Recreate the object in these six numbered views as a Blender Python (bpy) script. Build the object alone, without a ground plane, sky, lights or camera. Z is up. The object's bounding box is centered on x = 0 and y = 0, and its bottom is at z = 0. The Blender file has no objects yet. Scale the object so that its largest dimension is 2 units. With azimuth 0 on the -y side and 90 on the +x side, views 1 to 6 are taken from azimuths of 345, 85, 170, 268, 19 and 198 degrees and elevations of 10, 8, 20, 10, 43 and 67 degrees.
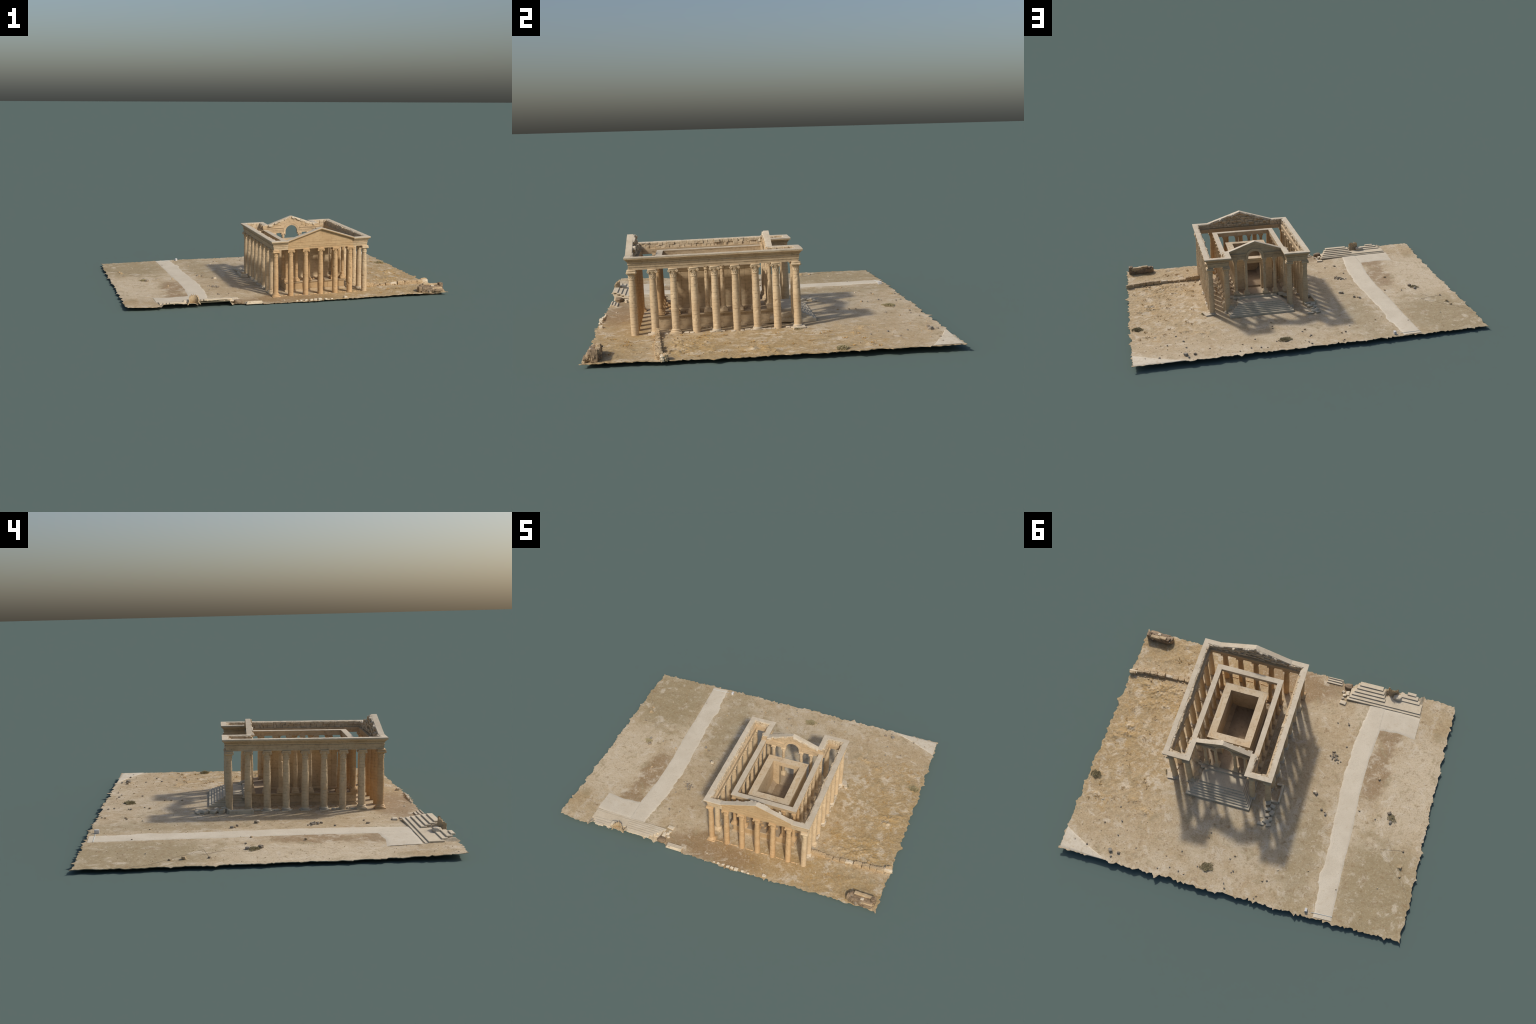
# Ruined peripteral temple on a patch of desert ground.
# All parts are built in the temple's own frame (x across, y towards the stair
# front, z up); the root Empty carries the slight lean of the site.
import bpy, bmesh, math, random
import numpy as np
from mathutils import Matrix, Vector

random.seed(7)
RNG = np.random.default_rng(11)

# ------------------------------------------------------------------ frame
ORIGIN = np.array([0.2145, -0.217, 0.0])
LEAN_X, LEAN_Y = 0.0177, 0.0163
_n = np.array([-LEAN_X, -LEAN_Y, 1.0]); _n /= np.linalg.norm(_n)
_ex = np.array([1.0, 0, LEAN_X]); _ey = np.cross(_n, _ex); _ey /= np.linalg.norm(_ey)
_ex = np.cross(_ey, _n)
ROT = np.stack([_ex, _ey, _n], 1)

def to_local(P):
    return (np.asarray(P, float) - ORIGIN) @ ROT

def to_world(p):
    return np.asarray(p, float) @ ROT.T + ORIGIN

# ------------------------------------------------------------------ noise
def _hash(ix, iy, iz, seed):
    h = (ix * 374761393 + iy * 668265263 + iz * 2147483647 + seed * 1274126177) & 0xFFFFFFFF
    h = ((h ^ (h >> 13)) * 1274126177) & 0xFFFFFFFF
    h = ((h ^ (h >> 16)) * 2246822519) & 0xFFFFFFFF
    return ((h ^ (h >> 15)) & 0xFFFFFF) / float(0xFFFFFF)

def vnoise(P, scale, seed=0):
    """value noise in -1..1 for an (n,3) array"""
    Q = np.asarray(P, float) * scale
    i = np.floor(Q).astype(np.int64); f = Q - i
    f = f * f * (3 - 2 * f)
    out = 0
    for dx in (0, 1):
        for dy in (0, 1):
            for dz in (0, 1):
                w = (f[:, 0] if dx else 1 - f[:, 0]) * (f[:, 1] if dy else 1 - f[:, 1]) * (f[:, 2] if dz else 1 - f[:, 2])
                out = out + w * _hash(i[:, 0] + dx, i[:, 1] + dy, i[:, 2] + dz, seed)
    return out * 2 - 1

def fbm(P, scale, seed=0, octaves=4, gain=0.5):
    a, s, t = 1.0, 0.0, 0.0
    for o in range(octaves):
        s = s + a * vnoise(P, scale * 2 ** o, seed + 17 * o); t += a; a *= gain
    return s / t

# ------------------------------------------------------------------ materials
def srgb(r, g, b):
    f = lambda c: (c / 255 / 12.92) if c / 255 <= 0.04045 else ((c / 255 + 0.055) / 1.055) ** 2.4
    return (f(r), f(g), f(b), 1.0)

class Nodes:
    def __init__(self, name, rough=0.68, spec=0.42):
        self.mat = bpy.data.materials.new(name); self.mat.use_nodes = True
        self.nt = self.mat.node_tree
        self.bsdf = self.nt.nodes['Principled BSDF']
        self.bsdf.inputs['Roughness'].default_value = rough
        self.bsdf.inputs['Specular IOR Level'].default_value = spec
        self.co = self.nt.nodes.new('ShaderNodeTexCoord').outputs['Object']
    def new(self, t): return self.nt.nodes.new(t)
    def link(self, a, b): self.nt.links.new(a, b)
    def put(self, sock, v):
        if hasattr(v, 'is_output') or isinstance(v, bpy.types.NodeSocket): self.link(v, sock)
        else: sock.default_value = v
    def noise(self, scale, detail=5, rough=0.6, vec=None, dist=0.0):
        n = self.new('ShaderNodeTexNoise')
        n.inputs['Scale'].default_value = scale; n.inputs['Detail'].default_value = detail
        n.inputs['Roughness'].default_value = rough; n.inputs['Distortion'].default_value = dist
        self.link(vec or self.co, n.inputs['Vector']); return n.outputs['Fac']
    def ramp(self, fac, lo, hi, smooth=True):
        n = self.new('ShaderNodeMapRange'); n.interpolation_type = 'SMOOTHSTEP' if smooth else 'LINEAR'
        self.put(n.inputs['Value'], fac)
        n.inputs['From Min'].default_value = lo; n.inputs['From Max'].default_value = hi
        return n.outputs['Result']
    def math(self, op, a, b=0.0, c=None):
        n = self.new('ShaderNodeMath'); n.operation = op
        self.put(n.inputs[0], a); self.put(n.inputs[1], b)
        if c is not None: self.put(n.inputs[2], c)
        return n.outputs[0]
    def mix(self, fac, a, b, mode='MIX'):
        n = self.new('ShaderNodeMix'); n.data_type = 'RGBA'; n.blend_type = mode
        self.put(n.inputs['Factor'], fac); self.put(n.inputs['A'], a); self.put(n.inputs['B'], b)
        return n.outputs['Result']
    def vmath(self, op, a, b):
        n = self.new('ShaderNodeVectorMath'); n.operation = op
        self.put(n.inputs[0], a); self.put(n.inputs[1], b); return n.outputs[0]
    def xyz(self, vec=None):
        n = self.new('ShaderNodeSeparateXYZ'); self.link(vec or self.co, n.inputs[0]); return n.outputs
    def bump(self, h, strength, dist=0.002):
        n = self.new('ShaderNodeBump'); n.inputs['Strength'].default_value = strength
        n.inputs['Distance'].default_value = dist; self.link(h, n.inputs['Height'])
        self.link(n.outputs[0], self.bsdf.inputs['Normal'])
    def color(self, c): self.put(self.bsdf.inputs['Base Color'], c)

def stone(name, base, dark, light, joints=None, stain=0.35, pits=0.5, seed=0.0, bedding=0.0):
    """weathered limestone: blotches, pale lichen bloom, dark pits, block joints"""
    m = Nodes(name)
    off = m.vmath('ADD', m.co, (seed, seed * 1.7, seed * 0.3))
    rnd = m.new('ShaderNodeObjectInfo').outputs['Random']
    big = m.noise(16, 4, 0.6, off); mid = m.noise(70, 5, 0.65, off); fine = m.noise(420, 4, 0.6, off)
    c = m.mix(m.ramp(big, 0.32, 0.68), base, light)
    c = m.mix(m.math('MULTIPLY', m.ramp(mid, 0.5, 0.72), stain), c, dark)
    c = m.mix(m.math('MULTIPLY', m.ramp(fine, 0.35, 0.75), 0.22), c, light)
    spot = m.ramp(m.noise(170, 3, 0.5, off), 0.66, 0.74)
    c = m.mix(m.math('MULTIPLY', spot, pits), c, dark)
    h = m.math('ADD', m.math('MULTIPLY', fine, 0.5), m.math('MULTIPLY', mid, 0.8))
    if bedding:
        st = m.noise(1.0, 5, 0.6, m.vmath('MULTIPLY', off, (26.0, 26.0, 330.0)), 0.2)
        c = m.mix(m.math('MULTIPLY', m.ramp(st, 0.54, 0.68), bedding), c, dark)
        h = m.math('SUBTRACT', h, m.math('MULTIPLY', m.ramp(st, 0.54, 0.68), 0.5))
    if joints:
        x, y, z = m.xyz()
        wob = m.math('MULTIPLY', m.math('SUBTRACT', m.noise(22, 2, 0.5, off), 0.5), 0.012)
        comb = m.new('ShaderNodeCombineXYZ')
        m.put(comb.inputs[0], m.math('ADD', m.math('ADD', x, y), wob)); m.put(comb.inputs[1], m.math('ADD', z, m.math('MULTIPLY', wob, 0.15)))
        br = m.new('ShaderNodeTexBrick'); m.link(comb.outputs[0], br.inputs['Vector'])
        br.inputs['Scale'].default_value = 1.0; br.inputs['Mortar Size'].default_value = joints[2]
        br.inputs['Mortar Smooth'].default_value = 0.3
        br.inputs['Brick Width'].default_value = joints[0]; br.inputs['Row Height'].default_value = joints[1]
        br.inputs['Color1'].default_value = (0.25, 0.25, 0.25, 1); br.inputs['Color2'].default_value = (0.75, 0.75, 0.75, 1)
        tone = m.xyz(br.outputs['Color'])[0]
        c = m.mix(m.math('MULTIPLY', m.ramp(tone, 0.2, 0.8, False), 0.30), c, light)
        worn = m.ramp(m.noise(45, 3, 0.6, off), 0.40, 0.62)
        k = m.math('MULTIPLY', br.outputs['Fac'], worn)
        c = m.mix(m.math('MULTIPLY', k, 0.38), c, dark)
        h = m.math('SUBTRACT', h, m.math('MULTIPLY', k, 0.6))
    c = m.mix(m.math('MULTIPLY', rnd, 0.16), c, dark)
    m.color(c); m.bump(h, 0.5, 0.0012)
    return m.mat

M_WARM = stone('stone_warm', srgb(197, 171, 134), srgb(130, 105, 76), srgb(213, 190, 154), seed=1.3)
M_SHAFT = stone('stone_shaft', srgb(200, 173, 135), srgb(132, 105, 74), srgb(214, 190, 153), joints=(50.0, 0.0148, 0.0009), stain=0.4, pits=0.8, seed=2.1)
M_OCHRE = stone('stone_ochre', srgb(191, 156, 111), srgb(134, 102, 68), srgb(205, 173, 129), seed=3.7)  # ochre set on the south front; its orange is partly warm light baked in
M_OCHRE_SHAFT = stone('stone_ochre_shaft', srgb(192, 156, 110), srgb(134, 102, 68), srgb(206, 173, 129), joints=(50.0, 0.0148, 0.0009), stain=0.25, seed=4.4)
M_WALL = stone('stone_coursed', srgb(191, 165, 128), srgb(116, 94, 68), srgb(207, 183, 147), joints=(0.052, 0.0155, 0.0007), stain=0.5, seed=5.2, bedding=0.28)
M_OCHRE_WALL = stone('stone_ochre_coursed', srgb(188, 155, 111), srgb(132, 102, 68), srgb(203, 173, 130), joints=(0.055, 0.0125, 0.0006), stain=0.35, seed=6.6, bedding=0.14)
M_PALE = stone('stone_pale', srgb(200, 184, 158), srgb(150, 130, 102), srgb(212, 198, 174), stain=0.35, pits=0.6, seed=7.9)
M_CAP = stone('wall_crown', srgb(200, 178, 145), srgb(146, 116, 78), srgb(210, 192, 162), stain=0.6, pits=0.3, seed=8.3)
M_STAIR = stone('stone_stair', srgb(200, 184, 156), srgb(136, 118, 94), srgb(214, 200, 174), joints=(0.034, 0.5, 0.0007), stain=0.45, seed=9.1)
M_STEP = stone('stone_step', srgb(207, 190, 161), srgb(150, 130, 100), srgb(218, 203, 177), stain=0.35, seed=10.2)
M_RUBBLE = stone('rubble_stone', srgb(180, 154, 116), srgb(110, 88, 64), srgb(200, 177, 141), stain=0.6, pits=0.8, seed=11.4)
M_BACK = stone('backing_stone', srgb(194, 172, 138), srgb(116, 94, 68), srgb(210, 190, 158), stain=0.6, pits=0.8, seed=17.4)
M_MASON = stone('ruined_masonry', srgb(122, 102, 78), srgb(64, 53, 44), srgb(162, 138, 108), stain=0.8, pits=0.8, seed=12.9)
M_ROCK = stone('grey_rock', srgb(138, 128, 112), srgb(80, 74, 68), srgb(168, 158, 142), stain=0.6, seed=13.5)
M_DARK = stone('dark_rock', srgb(132, 118, 100), srgb(84, 76, 68), srgb(160, 145, 122), stain=0.6, seed=14.5)
M_WHITE = stone('white_block', srgb(200, 198, 194), srgb(120, 120, 122), srgb(216, 214, 210), stain=0.2, seed=15.5)
M_FLOOR = stone('floor_paving', srgb(158, 138, 112), srgb(104, 88, 68), srgb(176, 156, 128), joints=(0.03, 0.5, 0.0006), stain=0.6, seed=16.5)  # base colour lowered to paint in the shade lying on the floor

# clods, tussocks and tracks: (x, y, radius x, radius y, height, roughness)
CLODS = [(.58, .405, .030, .022, .007), (.668, .355, .030, .026, .007), (.53, .325, .018, .014, .004), (.905, .38, .020, .012, .007), (.85, .40, .03, .025, .004),
         (.86, -.06, .05, .055, .010), (.82, -.25, .06, .05, .006), (.80, -.36, .06, .05, .010), (.724, -.29, .05, .04, .007), (.70, -.38, .07, .04, .008),
         (.62, -.34, .05, .05, .005), (.60, -.26, .05, .04, .004), (.90, -.36, .04, .04, .007), (.676, -.618, .03, .02, .004), (.80, -.575, .03, .015, .003),
         (.554, -.524, .04, .02, .003), (-.655, -.16, .02, .03, .004), (-.89, .33, .02, .015, .004), (-.94, -.70, .03, .02, .004), (.945, .0, .03, .04, .006),
         (.70, -.68, .05, .03, .003), (.5, -.70, .07, .02, .002)]

def path_material(name='gravel_path', soil=0.4):
    m = Nodes(name)
    c = m.mix(m.ramp(m.noise(9, 4), 0.3, 0.7), srgb(206, 193, 170), srgb(215, 203, 181))
    c = m.mix(m.math('MULTIPLY', m.ramp(m.noise(260, 4), 0.45, 0.70), 0.5), c, srgb(180, 166, 144))
    c = m.mix(m.math('MULTIPLY', m.ramp(m.noise(40, 5), 0.56 - 0.08 * (soil > 0.5), 0.72), soil), c, srgb(188, 168, 136))
    m.color(c); m.bump(m.noise(500, 3), 0.3, 0.001)
    return m.mat

def ground_material():
    m = Nodes('desert_ground')
    warp = m.new('ShaderNodeTexNoise'); warp.inputs['Scale'].default_value = 5.5; warp.inputs['Detail'].default_value = 6
    warp.inputs['Roughness'].default_value = 0.68
    m.link(m.co, warp.inputs['Vector'])
    wv = m.vmath('MULTIPLY', m.vmath('SUBTRACT', warp.outputs['Color'], (0.5, 0.5, 0.5)), (0.34, 0.34, 0.0))
    wp = m.vmath('ADD', m.co, wv)
    x, y, z = m.xyz(wp); rx, ry, rz = m.xyz()
    def blob(cx, cy, sx, sy, lo=1.25, hi=0.55):
        cx, cy, _ = to_local((cx, cy, 0.015))
        dx = m.math('DIVIDE', m.math('SUBTRACT', x, float(cx)), sx)
        dy = m.math('DIVIDE', m.math('SUBTRACT', y, float(cy)), sy)
        d = m.math('SQRT', m.math('ADD', m.math('MULTIPLY', dx, dx), m.math('MULTIPLY', dy, dy)))
        return m.ramp(d, lo, hi)
    n1 = m.noise(7, 6, 0.65); n2 = m.noise(26, 6, 0.7); n3 = m.noise(110, 5, 0.7); n4 = m.noise(600, 3, 0.6)
    cream = srgb(202, 184, 154); tan = srgb(184, 161, 125); ochre = srgb(172, 144, 97); olive = srgb(160, 142, 106)
    brown = srgb(142, 113, 75); white = srgb(212, 198, 174); straw = srgb(184, 150, 92); grey = srgb(132, 119, 98)
    c = m.mix(m.ramp(n1, 0.35, 0.65), cream, tan)
    # eastern dry-grass field and southern strip
    c = m.mix(m.math('MULTIPLY', blob(0.80, 0.02, 0.36, 0.55), 0.85), c, ochre)
    c = m.mix(m.math('MULTIPLY', blob(0.55, -0.62, 0.65, 0.16), 0.85), c, ochre)
    c = m.mix(m.math('MULTIPLY', blob(0.68, 0.48, 0.32, 0.20), 0.7), c, tan)
    # north-west olive field, pale western clearing, brown border of the path
    c = m.mix(m.math('MULTIPLY', blob(-0.80, 0.50, 0.26, 0.34), 0.9), c, olive)
    c = m.mix(m.math('MULTIPLY', blob(-0.36, 0.45, 0.12, 0.36), 0.6), c, olive)
    c = m.mix(m.math('MULTIPLY', blob(-0.86, -0.14, 0.17, 0.34), 0.85), c, cream)
    c = m.mix(m.math('MULTIPLY', blob(-0.74, 0.28, 0.08, 0.05), 0.7), c, cream)
    c = m.mix(m.math('MULTIPLY', blob(-0.625, -0.20, 0.075, 0.24), 0.75), c, brown)
    c = m.mix(m.math('MULTIPLY', blob(-0.63, -0.44, 0.10, 0.05), 0.7), c, brown)
    c = m.mix(m.math('MULTIPLY', blob(-0.90, -0.62, 0.12, 0.10), 0.5), c, ochre)
    # ground between path and temple, and in front of the temple
    c = m.mix(m.math('MULTIPLY', blob(-0.28, -0.18, 0.16, 0.40), 0.65), c, tan)
    c = m.mix(m.math('MULTIPLY', blob(-0.05, -0.66, 0.32, 0.12), 0.75), c, brown)  # brown painted where the temple's baked shadow darkens the ground
    # straw tufts and bare patches
    field = m.math('MAXIMUM', blob(0.80, -0.10, 0.36, 0.60), blob(0.55, -0.62, 0.62, 0.18))
    c = m.mix(m.math('MULTIPLY', m.math('MULTIPLY', field, m.ramp(n2, 0.52, 0.66)), 0.65), c, straw)
    c = m.mix(m.math('MULTIPLY', m.math('MULTIPLY', field, m.ramp(n3, 0.55, 0.70)), 0.45), c, brown)
    for (cx, cy, sx, sy) in ((0.65, -0.02, 0.10, 0.10), (0.79, -0.12, 0.05, 0.05), (0.77, -0.32, 0.03, 0.03), (0.885, -0.31, 0.03, 0.02),
                             (0.56, 0.22, 0.10, 0.08), (0.60, 0.08, 0.10, 0.14), (0.80, 0.22, 0.10, 0.08), (0.93, 0.08, 0.05, 0.06), (0.62, -0.2, 0.09, 0.06)):
        k = m.math('MULTIPLY', blob(cx, cy, sx, sy, 1.5, 0.4), m.ramp(n2, 0.46, 0.60))
        c = m.mix(m.math('MULTIPLY', k, 0.55), c, white)
    for cx, cy, rx, ry, a in CLODS[:15]:
        k = m.math('MULTIPLY', blob(cx, cy, rx * 1.5, ry * 1.5, 1.3, 0.3), m.ramp(n3, 0.42, 0.56))
        c = m.mix(m.math('MULTIPLY', k, 0.6), c, straw)
    # general mottling: drifted dust, dead grass, gravel
    drift = m.noise(13, 8, 0.72, None, 0.6); patch = m.noise(34, 7, 0.75, None, 0.4)
    c = m.mix(m.math('MULTIPLY', m.ramp(drift, 0.52, 0.64), 0.65), c, white)
    c = m.mix(m.math('MULTIPLY', m.ramp(drift, 0.46, 0.36), 0.60), c, olive)
    c = m.mix(m.math('MULTIPLY', m.ramp(patch, 0.54, 0.66), 0.60), c, brown)
    c = m.mix(m.math('MULTIPLY', m.ramp(patch, 0.44, 0.32), 0.55), c, white)
    c = m.mix(m.math('MULTIPLY', m.ramp(n3, 0.53, 0.66), 0.50), c, brown)
    c = m.mix(m.math('MULTIPLY', m.ramp(n3, 0.45, 0.32), 0.45), c, white)
    c = m.mix(m.math('MULTIPLY', m.ramp(n4, 0.55, 0.68), 0.45), c, grey)
    # foot trail winding past the south-east corner
    fc = m.new('ShaderNodeFloatCurve'); cm = fc.mapping; cv = cm.curves[0]
    trail = ((0.40, -0.600), (0.452, -0.620), (0.513, -0.648), (0.571, -0.636), (0.652, -0.575), (0.753, -0.542), (0.852, -0.536), (0.985, -0.524))
    pts = [to_local((a, b, 0.015)) for a, b in trail]
    u = lambda p: ((p[0] - 0.18) / 0.60, p[1] + 0.6)
    cv.points[0].location = u(pts[0]); cv.points[1].location = u(pts[-1])
    for p in pts[1:-1]: cv.points.new(*u(p))
    cm.update()
    m.put(fc.inputs['Value'], m.math('DIVIDE', m.math('SUBTRACT', rx, 0.18), 0.60))
    d = m.math('ABSOLUTE', m.math('SUBTRACT', m.math('SUBTRACT', fc.outputs[0], 0.6), ry))
    k = m.math('MULTIPLY', m.ramp(d, 0.016, 0.006), m.ramp(rx, 0.20, 0.28))
    c = m.mix(m.math('MULTIPLY', k, 0.75), c, srgb(204, 180, 144))
    m.color(c)
    m.bump(m.math('ADD', m.math('MULTIPLY', n3, 1.0), m.math('MULTIPLY', n4, 0.5)), 0.6, 0.003)
    return m.mat

M_PATH = path_material(); M_GROUND = ground_material()

def leaf_material(name, a, b):
    m = Nodes(name, 0.8, 0.2)
    c = m.mix(m.ramp(m.noise(300, 2), 0.35, 0.65), a, b)
    m.color(c); return m.mat
M_SHRUB = leaf_material('shrub_leaf', srgb(146, 136, 102), srgb(172, 158, 122))
M_GRASS = leaf_material('dry_grass', srgb(198, 162, 104), srgb(168, 138, 90))
M_CABLE = leaf_material('cable', srgb(112, 102, 92), srgb(128, 116, 104))
M_LINE = leaf_material('painted_line', srgb(190, 200, 200), srgb(205, 208, 204))

# ------------------------------------------------------------------ scene helpers
ROOT = bpy.data.objects.new('ruined_temple', None)
bpy.context.scene.collection.objects.link(ROOT)
ROOT.empty_display_size = 0.1
ROOT.matrix_world = Matrix(((ROT[0][0], ROT[0][1], ROT[0][2], ORIGIN[0]), (ROT[1][0], ROT[1][1], ROT[1][2], ORIGIN[1]),
                            (ROT[2][0], ROT[2][1], ROT[2][2], ORIGIN[2]), (0, 0, 0, 1)))
ROOT['label'] = 'ruined sandstone temple with colonnades on dusty desert ground'
ROOT['category'] = 'temple ruin'

class Geo:
    """growing list of vertices and faces"""
    def __init__(self): self.v = []; self.f = []
    def add(self, v, f):
        n = len(self.v); self.v.extend([tuple(map(float, p)) for p in v]); self.f.extend([tuple(i + n for i in q) for q in f]); return self

def mesh_data(name, geo, mat, smooth=None):
    me = bpy.data.meshes.new(name); me.from_pydata(geo.v, [], geo.f)
    bm = bmesh.new(); bm.from_mesh(me); bmesh.ops.recalc_face_normals(bm, faces=bm.faces); bm.to_mesh(me); bm.free()
    me.materials.append(mat)
    if smooth is True: me.shade_smooth()
    elif smooth:
        me.shade_smooth(); me.set_sharp_from_angle(angle=math.radians(smooth))
    return me

def place(name, me, parent=ROOT, loc=(0, 0, 0), rz=0.0, scale=(1, 1, 1), kind=None):
    ob = bpy.data.objects.new(name, me); bpy.context.scene.collection.objects.link(ob)
    ob.parent = parent; ob.location = loc; ob.rotation_euler = (0, 0, rz); ob.scale = scale
    if kind: ob['kind'] = kind
    return ob

def part(name, geo, mat, smooth=None, parent=ROOT, kind=None):
    return place(name, mesh_data(name, geo, mat, smooth), parent, kind=kind)

def cbox(c, s, ch=0.0008, rz=0.0, tilt=(0, 0), jit=0.0):
    """chamfered box: centre, full size"""
    hx, hy, hz = [k / 2 for k in s]; ch = min(ch, hx * .6, hy * .6, hz * .6)
    v = []; idx = {}
    for sx in (-1, 1):
        for sy in (-1, 1):
            for sz in (-1, 1):
                for ax in range(3):
                    p = [sx * (hx - ch), sy * (hy - ch), sz * (hz - ch)]; p[ax] = (sx * hx, sy * hy, sz * hz)[ax]
                    idx[(sx, sy, sz, ax)] = len(v); v.append(p)
    f = []
    def q(*k): f.append(tuple(idx[a] for a in k))
    for s_ in (-1, 1):
        q((s_, -1, -1, 0), (s_, 1, -1, 0), (s_, 1, 1, 0), (s_, -1, 1, 0))
        q((-1, s_, -1, 1), (1, s_, -1, 1), (1, s_, 1, 1), (-1, s_, 1, 1))
        q((-1, -1, s_, 2), (1, -1, s_, 2), (1, 1, s_, 2), (-1, 1, s_, 2))
    for a in (-1, 1):
        for b in (-1, 1):
            q((a, b, -1, 0), (a, b, 1, 0), (a, b, 1, 1), (a, b, -1, 1))
            q((a, -1, b, 0), (a, 1, b, 0), (a, 1, b, 2), (a, -1, b, 2))
            q((-1, a, b, 1), (1, a, b, 1), (1, a, b, 2), (-1, a, b, 2))
            for d in (-1, 1): q((a, b, d, 0), (a, b, d, 1), (a, b, d, 2))
    V = np.array(v)
    if jit:
        cor = RNG.uniform(-jit, jit, (2, 2, 2, 3))
        for (sx, sy, sz, ax), i in idx.items(): V[i] += cor[(sx + 1) // 2, (sy + 1) // 2, (sz + 1) // 2]
    if tilt[0] or tilt[1]:
        M = np.array(Matrix.Rotation(tilt[0], 3, 'X') @ Matrix.Rotation(tilt[1], 3, 'Y')); V = V @ M.T
    if rz:
        cs, sn = math.cos(rz), math.sin(rz); V = V @ np.array([[cs, sn, 0], [-sn, cs, 0], [0, 0, 1]])
    return V + np.array(c), f

def lathe(prof, seg=32, caps=True):
    v = []; f = []
    for r, z in prof:
        for k in range(seg):
            a = 2 * math.pi * k / seg; v.append((r * math.cos(a), r * math.sin(a), z))
    for i in range(len(prof) - 1):
        for k in range(seg):
            k2 = (k + 1) % seg; f.append((i * seg + k, i * seg + k2, (i + 1) * seg + k2, (i + 1) * seg + k))
    if caps:
        f.append(tuple(range(seg))[::-1]); f.append(tuple((len(prof) - 1) * seg + k for k in range(seg)))
    return v, f

def ellipsoid(c, r, seg=10, rings=6):
    v = [(c[0], c[1], c[2] - r[2])]; f = []
    for i in range(1, rings):
        t = -math.pi / 2 + math.pi * i / rings
        for k in range(seg):
            a = 2 * math.pi * k / seg
            v.append((c[0] + r[0] * math.cos(t) * math.cos(a), c[1] + r[1] * math.cos(t) * math.sin(a), c[2] + r[2] * math.sin(t)))
    v.append((c[0], c[1], c[2] + r[2])); n = len(v) - 1
    for k in range(seg):
        k2 = (k + 1) % seg; f.append((0, 1 + k2, 1 + k)); f.append((n, 1 + (rings - 2) * seg + k, 1 + (rings - 2) * seg + k2))
        for i in range(rings - 2): f.append((1 + i * seg + k, 1 + i * seg + k2, 1 + (i + 1) * seg + k2, 1 + (i + 1) * seg + k))
    return v, f

def sweep(path, prof, closed=False):
    """profile (offset to the left of travel, z) mitred along a plan polyline"""
    P = [np.array(p, float) for p in path]; n = len(P); v = []; f = []; m = len(prof)
    for i, p in enumerate(P):
        if closed or 0 < i < n - 1:
            a = p - P[i - 1]; b = P[(i + 1) % n] - p
            a /= np.linalg.norm(a); b /= np.linalg.norm(b)
            na = np.array([-a[1], a[0]]); nb = np.array([-b[1], b[0]])
            d = (na + nb) / (1 + na @ nb)
        else:
            a = (P[1] - P[0]) if i == 0 else (P[-1] - P[-2]); a /= np.linalg.norm(a); d = np.array([-a[1], a[0]])
        for o, z in prof: v.append((p[0] + d[0] * o, p[1] + d[1] * o, z))
    for i in range(n if closed else n - 1):
        j = (i + 1) % n
        for k in range(m):
            k2 = (k + 1) % m; f.append((i * m + k, j * m + k, j * m + k2, i * m + k2))
    if not closed: f.append(tuple(range(m))); f.append(tuple((n - 1) * m + k for k in range(m)))
    return v, f

def extrude_xz(poly, y0, y1):
    n = len(poly); v = [(x, y0, z) for x, z in poly] + [(x, y1, z) for x, z in poly]
    f = [tuple(range(n)), tuple(range(2 * n - 1, n - 1, -1))]
    for i in range(n): j = (i + 1) % n; f.append((i, j, j + n, i + n))
    return v, f

def mirror_x(v): return [(-p[0], p[1], p[2]) for p in v]

def cube_sphere(n=8):
    key = {}; v = []; f = []
    def vid(p):
        k = tuple(np.round(p, 5))
        if k not in key: key[k] = len(v); v.append(p)
        return key[k]
    for ax in range(3):
        for s in (-1, 1):
            g = [[None] * (n + 1) for _ in range(n + 1)]
            for i in range(n + 1):
                for j in range(n + 1):
                    p = np.zeros(3); p[ax] = s; p[(ax + 1) % 3] = 2 * i / n - 1; p[(ax + 2) % 3] = 2 * j / n - 1; g[i][j] = vid(p)
            for i in range(n):
                for j in range(n): f.append((g[i][j], g[i + 1][j], g[i + 1][j + 1], g[i][j + 1]))
    return np.array(v), f

_CS = {n: cube_sphere(n) for n in (5, 8, 14, 24)}
def boulder(size, seed, n=8, blocky=0.5, rough=0.22, c=(0, 0, 0), rz=0.0, freq=1.6):
    """lumpy stone: between a box and an ellipsoid, roughened by noise"""
    V, f = _CS[n]; S = V / np.linalg.norm(V, axis=1)[:, None]
    Q = V * blocky * 0.86 + S * (1 - blocky)
    d = fbm(Q + seed * 3.1, freq, int(seed * 7) + 3, 4, 0.55)
    Q = Q * (1 + rough * d[:, None]) * (np.array(size) / 2)
    if rz:
        cs, sn = math.cos(rz), math.sin(rz); Q = Q @ np.array([[cs, sn, 0], [-sn, cs, 0], [0, 0, 1]])
    return Q + np.array(c), f

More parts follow.
